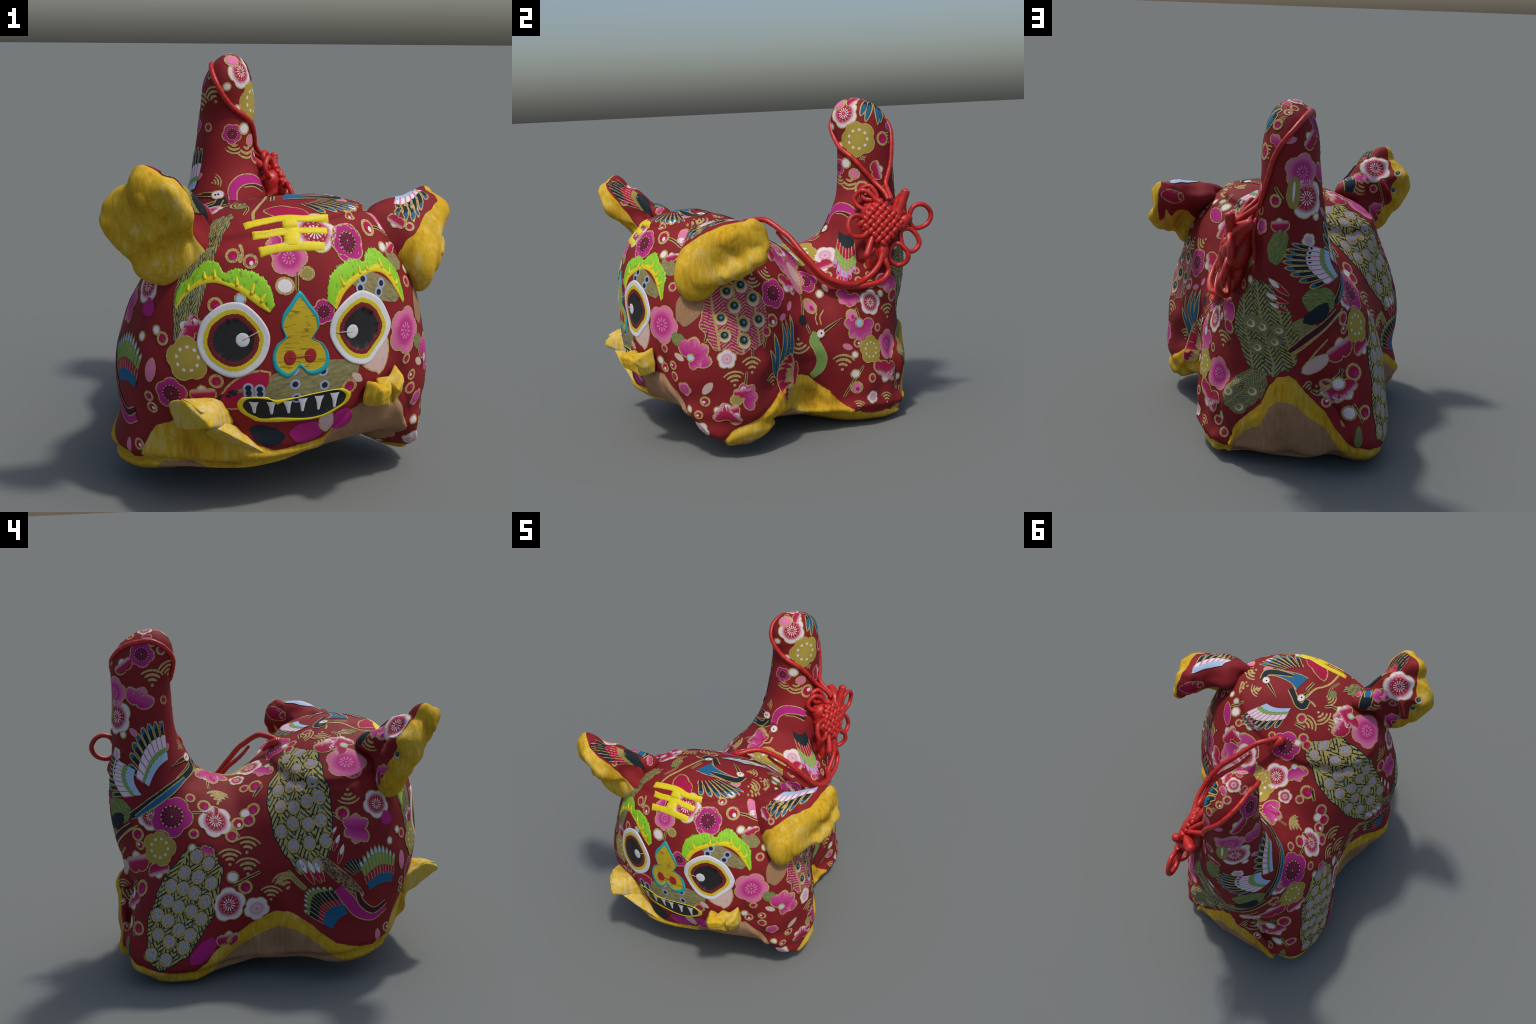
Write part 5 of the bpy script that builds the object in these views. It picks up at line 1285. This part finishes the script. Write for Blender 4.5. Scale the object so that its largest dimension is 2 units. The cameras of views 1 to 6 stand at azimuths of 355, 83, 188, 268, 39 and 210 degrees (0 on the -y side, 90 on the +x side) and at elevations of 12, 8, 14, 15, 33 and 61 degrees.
def main():
    build_materials()
    root = bpy.data.objects.new("cloth_tiger", None)
    bpy.context.scene.collection.objects.link(root)
    root["label"] = "red brocade stuffed tiger toy with embroidered face and red knotted cord"
    root["category"] = "stuffed toy"

    # ---- the cloth body
    def body_function(p):
        f = blend(BODY_LUMPS, p, .05) + dents(BODY_DENTS, p)
        d = p[..., 2] - seam_height(p)
        near = np.exp(-(f / .06) ** 2)
        f = f + near * (.006 * np.exp(-(d / .012) ** 2) - .006 * np.exp(-((d + .045) / .03) ** 2))      # stitched seam, puffed piping below it
        f = f + near * .0035 * ripple(p, 17.0, 3) + near * .0016 * ripple(p, 45.0, 4) + near * .008 * np.clip((p[..., 2] - 1.5) * 3, 0, 1) * ripple(p, 30.0, 14)                       # soft lumps of stuffing
        floor = .004 - p[..., 2]
        k = .02
        return np.where(np.abs(f - floor) < k, np.maximum(f, floor) + (k - np.abs(f - floor)) ** 2 / (4 * k), np.maximum(f, floor))

    def ear_function(lumps, pressed, seed):
        def g(p):
            f = blend(lumps, p, .045) + dents(pressed, p)
            root = np.array((math.copysign(.45, p.flat[0]), -.5, 1.12), np.float32)
            tip = np.clip((np.linalg.norm(p - root, axis=-1) - .24) * 5, .12, 1.0)      # the rims are crumpled, the roots smooth
            return f + tip * (.007 * ripple(p, 36.0, seed) + .011 * (.3 - np.abs(ripple(p, 46.0, seed + 1))))
        return g

    body = Field((-.86, -.96, -.03), (.76, .95, 1.93), .0125, body_function)
    ears = {"ear_left": Field((-.87, -1.05, .80), (-.20, -.33, 1.58), .0085, ear_function(EAR_LEFT_LUMPS, EAR_LEFT_DENTS, 11)),
            "ear_right": Field((.20, -.75, .78), (.86, -.0, 1.40), .0085, ear_function(EAR_RIGHT_LUMPS, EAR_RIGHT_DENTS, 21))}
    fields = {"body": body, **ears}

    def seam_f(p): return p[:, 2] - seam_height(p) + .006 * ripple(p, 70.0, 5) + .004 * ripple(p, 170.0, 6)
    def tan_f(p):                                # tan cloth deep under the belly and under the right cheek
        a = np.degrees(seam_angle(p))
        cheek = np.clip(1 - np.abs(a - 300) / 24, 0, 1)
        rear = np.clip(1 - np.abs(a - 104) / 14, 0, 1)
        flank = np.clip(1.4 - np.abs(a - 15) / 28, 0, 1)
        front = np.clip(1 - np.abs(a - 250) / 35, 0, 1)
        return p[:, 2] - (seam_height(p) - .085 - .05 * rear - .16 * front - .12 * flank + .20 * cheek) + .012 * ripple(p, 26.0, 9)
    def neck_f(p): return p[:, 1] + .16 * (1 - (p[:, 2] - .7) ** 2) + .10 - .22 * p[:, 0] * .3
    def tail_f(p): return .92 - .35 * (p[:, 1] - .55) - p[:, 2] + np.clip((.30 - p[:, 1]) * 4, 0, 9)
    def leg_f(p): return p[:, 2] - (.33 + .03 * np.cos(6 * p[:, 0]) - np.clip(p[:, 1] + .9, -1, .25) * 0)
    def side_f(p): return p[:, 0] + .08 + .12 * (p[:, 1] > 0)
    def half_f(p): return p[:, 1] - .05

    v, t = body.mesh()
    for f in (seam_f, tan_f, neck_f, tail_f, leg_f, side_f, half_f):
        v, t = cut(v, t, f(v))
    c = v[t].mean(1)
    label = np.full(len(t), "torso", object)
    label[neck_f(c) < 0] = "head"
    label[tail_f(c) < 0] = "tail"
    low = leg_f(c) < 0
    for name, sx, sy in (("leg", 1, 1), ("leg.a", 1, -1), ("leg.b", -1, 1), ("leg.c", -1, -1)):
        label[low & (side_f(c) * sx > 0) & (half_f(c) * sy > 0)] = name
    label[seam_f(c) < 0] = "belly_panel"
    label[(seam_f(c) < 0) & (tan_f(c) < 0)] = "underside"
    normals = body.normal(v)
    skin = dict(belly_panel="yellow_fleece", underside="tan_lining")
    legs = []
    for name in ("torso", "head", "tail", "leg", "leg.a", "leg.b", "leg.c", "belly_panel", "underside"):
        tri = t[label == name]
        if not len(tri):
            continue
        used, inverse = np.unique(tri, return_inverse=True)
        o = add(name.split(".")[0], v[used], inverse.reshape(-1, 3), [skin.get(name, "red_brocade")], root, normals=normals[used])
        PARTS[name] = o

    # ---- ears: printed cloth outside, yellow lining inside
    def lining_f(side):
        if side == "ear_right":
            cc, a, b, n, k = (.631, -.315, 1.206), (.299, .94, .162), (.354, -.267, .897), (-.886, .211, .412), (.05, .093, -.7, -1.2, -6.0, 2.5)
        else:
            cc, a, b, n, k = (-.572, -.78, 1.332), (.311, -.629, .713), (-.893, .063, .446), (.326, .775, .542), (-.026, .012, .166, .013, 2.1, .076)

        def g(p):
            q = p - np.array(cc)
            x, y = q @ np.array(a), q @ np.array(b)
            x, y = np.clip(x, -.27, .27), np.clip(y, -.14, .14)
            across = .006 * ripple(p, 80.0, 8) + q @ np.array(n) - (k[0] + k[1] * x + k[2] * y + k[3] * x * x + k[4] * y * y + k[5] * x * y)
            if side == "ear_right":             # here the lining wraps right round the tip
                across = np.minimum(across, .68 + .10 * np.clip(-p[:, 1] - .15, 0, 1) - p[:, 0] + .006 * ripple(p, 60.0, 9))
            return across
        return g

    for side, field in ears.items():
        ev, et = field.mesh()
        g = lining_f(side)
        ev, et = cut(ev, et, g(ev))
        en = field.normal(ev)
        inside = g(ev[et].mean(1)) < 0
        for name, mask, mat in (("ear", ~inside, "red_brocade"), ("ear_lining", inside, "yellow_lining")):
            used, inverse = np.unique(et[mask], return_inverse=True)
            o = add(name, ev[used], inverse.reshape(-1, 3), [mat], root if name == "ear" else PARTS[side], normals=en[used])
            if name == "ear":
                PARTS[side] = o

    def part_of(host, P):
        if host != "body":
            return PARTS[host]
        q = np.array([P])
        if seam_f(q)[0] > 0 and leg_f(q)[0] < 0:
            name = "leg" + {(1, 1): "", (1, -1): ".a", (-1, 1): ".b", (-1, -1): ".c"}[(int(np.sign(side_f(q)[0])), int(np.sign(half_f(q)[0])))]
            if name in PARTS:
                return PARTS[name]
        return PARTS["tail"] if tail_f(q)[0] < 0 else PARTS["head"] if neck_f(q)[0] < 0 else PARTS["torso"]

    # the print goes on over the parts of the cloth between the main motifs: small sprays, buds, waves and gold arcs
    taken = [(np.array(P), .8 * max(np.linalg.norm(Y), np.linalg.norm(X) if X is not None else 0)) for k, host, P, Y, X, lv in MOTIFS if host == "body"]
    taken += [(np.array(q), .05) for m, host, w, pts, lv in RIBBONS for q in pts]
    extra, pool = [], v[(seam_f(v) > .05)]
    for q in pool[RNG.permutation(len(pool))[:4000]]:
        if q[1] < -.68 and abs(q[0]) < .46 and q[2] > .2:
            continue
        kind, size = random.choice([("spray_white", .055), ("spray_pink", .055), ("wave", .060), ("wave", .055), ("berry", .020), ("blossom_white", .055), ("petal_pink", .035), ("berry_white", .020), ("bud_white", .018), ("blossom_pink", .05), ("blossom_pale", .055), ("blossom_pale", .045), ("wave", .05)])
        if all(np.linalg.norm(q - c) > r + size * 1.25 for c, r in taken):
            d = RNG.normal(size=3)
            n = body.normal(q[None])[0]
            d -= n * (d @ n)
            extra.append((kind, "body", tuple(q), tuple(d / np.linalg.norm(d) * size * RNG.uniform(.85, 1.15)), None, 0))
            taken.append((q, size * 1.1))
        if len(extra) >= 120:
            break

    place_motifs(MOTIFS + extra, fields, part_of)
    for mat, host, width, pts, lv in RIBBONS:
        place_ribbon(mat, host, width, pts, lv, fields, part_of)
    face(body, PARTS["head"], root)
    tufts(body, root)
    cords(root, body)


def ring_rows(centre, outline, levels):
    o = spline(outline, 72, True)
    return [np.array(centre) + (o - np.array(centre)) * s for s in levels]


def frame_at(field, centre, size):
    c = field.settle(np.array([centre]), 3)[0]
    n = field.normal(c[None])[0]
    x = np.cross((0, 0, 1.0), n)
    x /= np.linalg.norm(x)
    m = np.eye(4)
    m[:3, 0], m[:3, 1], m[:3, 2], m[:3, 3] = x * size, np.cross(n, x) * size, n * size, c
    return m


def face(field, head, root):
    for centre_line, glint, tail in ((EYE_RIGHT, GLINTS[0], GLINT_TAILS[0]), (EYE_LEFT, GLINTS[1], GLINT_TAILS[1])):
        c, out = np.array(centre_line[0]), centre_line[1:]
        m = frame_at(field, c, .14)
        shift = (np.array(glint) - c) * .12
        lv = [.0, .2, .4, .555, .56, .62, .68, .70, .74, .79, .82, .85, .90, .95, .985, 1.0, 1.0]
        hh = [.0032, .0032, .0032, .0032, .0034, .0036, .0035, .0032, .0038, .0040, .0038, .0035, .0044, .0048, .0042, .0024, -.002]
        names = ["stitch_black", "stitch_oxblood", "stitch_yellow_ring", "stitch_white"]
        slots = [0 if s < .556 else 1 if s < .695 else 2 if s < .815 else 3 for s in lv[:-1]]
        o = spline(out, 96, True)
        # frayed thread ends at the borders between the coloured rings
        rows = []
        for s in lv:
            jag = RNG.uniform(-.010, .010, 96) if s in (.555, .56, .695, .70, .815, .82, .985) else 0
            rows.append(c + (o - c) * (s + np.array(jag)).reshape(-1, 1) if np.ndim(jag) else c + (o - c) * s)
        eye = pad(field, "eye", rows, hh, names, root, slots, m)
        g = np.array(glint)
        hexagon = [g + .028 * (math.cos(a) * m[:3, 0] + 1.05 * math.sin(a) * m[:3, 1]) / .14 for a in np.arange(7) * 2 * math.pi / 7]
        pad(field, "eye_glint", ring_rows(g, hexagon, [0, .5, .9, 1]), [.0052, .0052, .005, .0038], ["stitch_glint"], eye, None, frame_at(field, g, .03))
        p = field.settle(spline([g, tail], 6), 2)
        tv, tf = tube(p + field.normal(p) * .0052, .002, sides=6, count=8)
        add("eye_thread", tv, tf, ["print_pale"], eye)

    for low, top in ((BROW_RIGHT_LOW, BROW_RIGHT_TOP), (BROW_LEFT_LOW, BROW_LEFT_TOP)):
        n = 150
        a, b = spline(low, n), spline(top, n)
        s = [0, .06, .16, .26, .30, .34, .5, .7, .88, .97, 1.0]
        h = [.001, .0036, .0042, .0036, .0032, .0036, .0042, .0044, .0040, .0028, .0016]
        rows = [a + (b - a) * (k + (RNG.uniform(-.07, .06, (n, 1)) if k > .9 else RNG.uniform(-.05, .05, (n, 1)) if .2 < k < .35 else 0)) for k in s]
        brow = pad(field, "eyebrow", rows, h, ["stitch_yellow", "stitch_lime"], root, [0, 0, 0, 0, 1, 1, 1, 1, 1, 1], None, closed=False)
        for k in (.16, .33, .42, .62, .74, .84):
            i = int(k * n)
            q = [a[i] + (b[i] - a[i]) * u for u in (.22, .5, .76)]
            p = field.settle(spline(q, 8), 2)
            tv, tf = tube(p - field.normal(p) * .0005, [.0095, .0075, .003], sides=8, count=8)
            add("eyebrow_spike", tv, tf, ["stitch_yellow"], brow)

    c, out = np.array(NOSE[0]), NOSE[1:]
    rows = ring_rows(c, out, [0, .3, .6, .8, .86, .88, .93, .98, 1.0])
    nose = pad(field, "nose", rows, [.0034, .0034, .0034, .0034, .0032, .0042, .0048, .0036, -.001], ["stitch_ochre", "stitch_teal"], root, [0, 0, 0, 0, 1, 1, 1, 1], None)
    n0, n1 = (np.array(q) for q in NOSTRILS)
    for q in (n0, n1):
        m = frame_at(field, q, .03)
        oval = [q + .026 * math.cos(a) * m[:3, 0] / .03 + .031 * math.sin(a) * m[:3, 1] / .03 for a in np.arange(8) * math.pi / 4]
        pad(field, "nostril", ring_rows(q, oval, [0, .5, .9, 1]), [.0052, .0052, .005, .0038], ["stitch_nostril"], nose)
    p = field.settle(spline([n0, n1], 8), 2)
    tv, tf = tube(p + field.normal(p) * .0048, .0025, sides=6, count=8)
    add("nostril_thread", tv, tf, ["stitch_nostril"], nose)

    c, out = np.array(MOUTH[0]), MOUTH[1:]
    rows = ring_rows(c, out, [0, .3, .6, .8])
    o = spline(out, 72, True)
    inner = o + (c - o) / np.linalg.norm(o - c, axis=1, keepdims=True) * .026
    mid = (o + inner) / 2
    rows = [c + (inner - c) * s for s in (0, .4, .8, 1.0)] + [inner + (o - inner) * s for s in (.08, .4, .8, 1.0)]
    mouth = pad(field, "mouth", rows, [.0022, .0022, .0022, .0022, .0034, .0046, .0038, -.0005], ["stitch_black", "stitch_yellow"], root, [0, 0, 0, 1, 1, 1, 1], None)
    for i in range(6):
        a, b = np.array(TEETH[2 * i]), np.array(TEETH[2 * i + 1])
        side = np.array((1.0, .15, 0))
        t = np.linspace(0, 1, 8)[:, None]
        w = np.interp(t, [0, .2, .45, 1], [.021, .015, .010, .0055])
        mid = a + (b - a) * t
        pad(field, "tooth", [mid - side * w, mid - side * w * .4, mid + side * w * .4, mid + side * w], [.0024, .0042, .0042, .0024], ["stitch_glint"], mouth, None, None, closed=False)

    for line, r in ((BAR_TOP, .021), (BAR_MIDDLE, .019), (BAR_BOTTOM, .021), (BAR_UPRIGHT, .034)):
        p = spline(line, 40)
        p = field.settle(p, 3)
        n = field.normal(p)
        t = np.gradient(p, axis=0)
        s = np.cross(n, t)
        s /= np.linalg.norm(s, axis=1, keepdims=True)
        k = np.array([-1, -.85, -.5, 0, .5, .85, 1])
        hh = [-.001, .0028, .0046, .0052, .0046, .0028, -.001]
        if line is BAR_UPRIGHT:
            hh = [x * 1.15 for x in hh]
        jag = RNG.uniform(.93, 1.07, (40, 1))
        end = np.ones((1, 40))
        end[0, 0] = end[0, -1] = 0
        pad(field, "forehead_stripe", [p + s * r * x * jag for x in k], np.array(hh).reshape(-1, 1) * end, ["stitch_bar"], root, None, None, closed=False)


def hull(points, name, root, soften=2, crumple=1.0):
    """A stuffed scrap of cloth: convex bag over corner points, refined, softened and crumpled."""
    import bmesh
    bm = bmesh.new()
    for p in points:
        bm.verts.new(p)
    bmesh.ops.convex_hull(bm, input=bm.verts)
    bmesh.ops.triangulate(bm, faces=bm.faces)
    for k in range(4):
        bmesh.ops.subdivide_edges(bm, edges=bm.edges, cuts=1, use_grid_fill=True)
        bmesh.ops.smooth_vert(bm, verts=bm.verts, factor=.2, use_axis_x=True, use_axis_y=True, use_axis_z=True)
    for k in range(soften):
        bmesh.ops.smooth_vert(bm, verts=bm.verts, factor=.5, use_axis_x=True, use_axis_y=True, use_axis_z=True)
    bm.normal_update()
    bm.verts.index_update()
    v = np.array([x.co for x in bm.verts])
    nn = np.array([x.normal for x in bm.verts])
    f = [[x.index for x in y.verts] for y in bm.faces]
    bm.free()
    v = v + nn * (crumple * (.007 * ripple(v, 55.0, 31) + .009 * (.3 - np.abs(ripple(v, 75.0, 32)))))[:, None]
    return add(name, v, f, ["cream_tuft"], root)


def tufts(field, root):
    # folded yellow cloth tabs that grow from the hem at the corners of the mouth, and the hem ridge running down to the chin
    tuft = hull([(-.470, -.890, .548), (-.440, -.950, .535), (-.372, -1.015, .490), (-.352, -1.022, .462), (-.300, -.880, .520), (-.54, -.74, .47), (-.27, -.79, .51), (-.50, -.75, .35),
                 (-.22, -.80, .38), (-.28, -.88, .42), (-.42, -.88, .44)], "cheek_tuft", root)
    hull([(-.475, -.885, .552), (-.385, -.985, .515), (-.365, -.965, .46), (-.30, -.885, .525), (-.40, -.84, .52), (-.46, -.84, .49)], "cheek_fold", tuft)
    hull([(-.345, -.965, .455), (-.30, -.895, .455), (-.25, -.878, .40), (-.18, -.855, .33), (-.10, -.835, .262), (-.06, -.79, .21), (-.14, -.74, .21), (-.30, -.76, .28), (-.40, -.82, .36), (-.24, -.78, .40)], "hem_fold", root, 6, .6)
    tuft = hull([(.305, -.80, .585), (.365, -.900, .562), (.362, -.880, .485), (.285, -.83, .478), (.425, -.815, .535), (.43, -.77, .435), (.35, -.75, .52), (.33, -.76, .44)], "cheek_tuft", root)
    hull([(.39, -.77, .575), (.447, -.700, .622), (.475, -.69, .46), (.43, -.77, .43), (.486, -.795, .565), (.445, -.825, .535)], "cheek_fold", tuft)
    hull([(.345, -.865, .560), (.455, -.735, .585), (.455, -.745, .445), (.345, -.86, .475), (.36, -.74, .57), (.36, -.74, .45), (.41, -.815, .53)], "cheek_fold", tuft)


def cords(root, field):
    cord = None
    def strand(name, pts, r, parent, closed=False, count=None, lump=.03):
        v, f = tube(pts, r, closed, 12, count, lump)
        return add(name, v, f, ["red_cord"], parent)
    cord = strand("cord", [(-.09, -.125, 1.175), (-.075, -.118, 1.198), (-.05, -.11, 1.200), (-.01, -.06, 1.213), (.035, -.012, 1.214), (.074, .033, 1.186), (.107, .072, 1.152), (.143, .112, 1.115), (.20, .16, 1.046),
                  (.229, .20, .994), (.25, .238, .943), (.268, .291, .893), (.268, .36, .858), (.25, .43, .838), (.225, .485, .838), (.19, .525, .848), (.175, .579, .88), (.163, .621, .922), (.149, .645, .97), (.13, .66, 1.02)],
                  .0165, root, count=110)
    strand("cord_strand", [(.055, .05, 1.142), (.085, .09, 1.088), (.13, .135, 1.038), (.185, .185, .985), (.222, .23, .928), (.238, .29, .872), (.235, .36, .832), (.225, .42, .82), (.222, .485, .818), (.205, .565, .822),
                   (.178, .64, .838), (.155, .683, .885), (.15, .668, .94), (.125, .665, 1.0)], [.009, .015, .0155, .0155, .0155], cord, count=80)
    strand("cord_web", [(-.075, -.118, 1.19), (-.05, -.075, 1.175), (-.03, -.03, 1.135)], [.03, .022, .008], cord, count=14)
    loop = [(.05, .72, 1.29), (.015, .70, 1.345), (-.037, .636, 1.423), (-.052, .564, 1.509), (-.088, .512, 1.563), (-.160, .468, 1.609), (-.222, .44, 1.675), (-.262, .446, 1.745), (-.287, .50, 1.812), (-.284, .57, 1.845),
            (-.278, .64, 1.838), (-.258, .715, 1.815), (-.210, .785, 1.752), (-.150, .808, 1.677), (-.110, .800, 1.59), (-.088, .785, 1.50), (-.062, .76, 1.43), (-.03, .74, 1.37), (.05, .735, 1.29)]
    path = spline(loop, 60)
    on = field.settle(path, 3)
    lift = np.linalg.norm(path - on, axis=1)
    near = lift < .045                                   # where it lies on the cloth the cord sinks into the pile
    path[near] = on[near] + field.normal(on[near]) * .006
    for _ in range(2):
        path[1:-1] = (path[:-2] + 2 * path[1:-1] + path[2:]) / 4
    strand("tail_cord", path, .0145, cord, count=150, lump=.08)

    # woven pad of the knot: two crossing sets of strands that pass over and under each other
    C, U = np.array((.112, .66, 1.165)), np.array((-.07, .99, -.05))
    V = np.array((-.26, .02, .965))
    Nn = np.cross(U, V)
    Nn /= np.linalg.norm(Nn)
    d1, d2 = (U + V) / 2 ** .5, (U - V) / 2 ** .5
    k, pitch = 6, .034
    V_all, F_all = [], []
    for da, db, ph in ((d1, d2, 0), (d2, d1, 1)):
        for i in range(k):
            off = (i - (k - 1) / 2) * pitch
            reach = (k / 2 + .1) * pitch
            pts = []
            for j in range(4 * k + 1):
                x = -reach + 2 * reach * j / (4 * k)
                over = math.cos(math.pi * (x / pitch + (k - 1) / 2) + math.pi * (i + ph))
                bow = -.12 * (x * x + off * off) / .1
                pts.append(C + da * x + db * off + Nn * (.011 * over + bow + .01))
            v, f = tube(pts, .0172, False, 8, 6 * k)
            F_all += [tuple(q + sum(len(w) for w in V_all) for q in g) for g in f]
            V_all.append(v)
    knot = add("knot", np.vstack(V_all), F_all, ["red_cord"], root)
    knot["kind"] = "stuff"
    # little bows where the strands turn round the edge of the pad, and a soft back that joins it to the tail
    strand("knot_back", [(.02, .60, 1.25), (.05, .64, 1.18), (.06, .65, 1.10), (.09, .63, 1.02)], [.05, .085, .085, .05], knot, count=24)
    strand("knot_back", [(.05, .63, 1.06), (.07, .625, .99), (.085, .60, .93), (.10, .58, .885)], [.06, .06, .045, .02], knot, count=20)
    loops = [
        [(.045, .60, 1.235), (.02, .548, 1.255), (.004, .528, 1.305), (.022, .568, 1.350), (.045, .622, 1.325), (.062, .65, 1.265)],
        [(.04, .655, 1.30), (.02, .63, 1.365), (.005, .60, 1.372), (.0, .575, 1.35), (.02, .585, 1.30)],
        [(.118, .575, 1.175), (.120, .525, 1.215), (.128, .475, 1.205), (.145, .456, 1.155), (.155, .475, 1.105), (.145, .535, 1.095), (.13, .57, 1.12)],
        [(.06, .84, 1.175), (.06, .862, 1.235), (.058, .91, 1.253), (.05, .955, 1.232), (.042, .978, 1.185), (.044, .955, 1.135), (.05, .90, 1.112), (.06, .855, 1.125)],
        [(.085, .78, 1.10), (.08, .83, 1.115), (.085, .872, 1.08), (.092, .888, 1.03), (.098, .862, .99), (.105, .82, .985), (.10, .785, 1.02)],
        [(.10, .72, 1.02), (.11, .76, 1.035), (.125, .80, .995), (.128, .808, .950), (.112, .785, .915), (.095, .745, .908), (.10, .70, .95)],
    ]
    for pts in loops:
        strand("knot_loop", pts, .0145, knot, True, 48)
    strand("knot_loop", [(.13, .60, 1.09), (.15, .58, 1.05), (.17, .560, 1.01), (.176, .548, .985), (.165, .56, .985), (.145, .60, 1.02)], [.016, .018, .019, .017, .014], knot, count=26)
    strand("knot_bead", [(.07, .76, 1.18), (.075, .785, 1.25), (.078, .81, 1.31), (.078, .818, 1.338)], [.035, .028, .026, .026], knot, count=20)
    strand("knot_bead", [(.06, .775, 1.20), (.03, .79, 1.25), (-.01, .815, 1.285), (-.03, .828, 1.297)], [.05, .045, .032, .028], knot, count=20)
    strand("knot_stem", [(.085, .77, 1.13), (.075, .81, 1.17), (.065, .845, 1.18)], [.04, .034, .024], knot, count=14)
    strand("knot_stem", [(.10, .66, 1.06), (.125, .66, 1.0), (.145, .652, .96)], [.04, .035, .022], knot, count=14)


main()
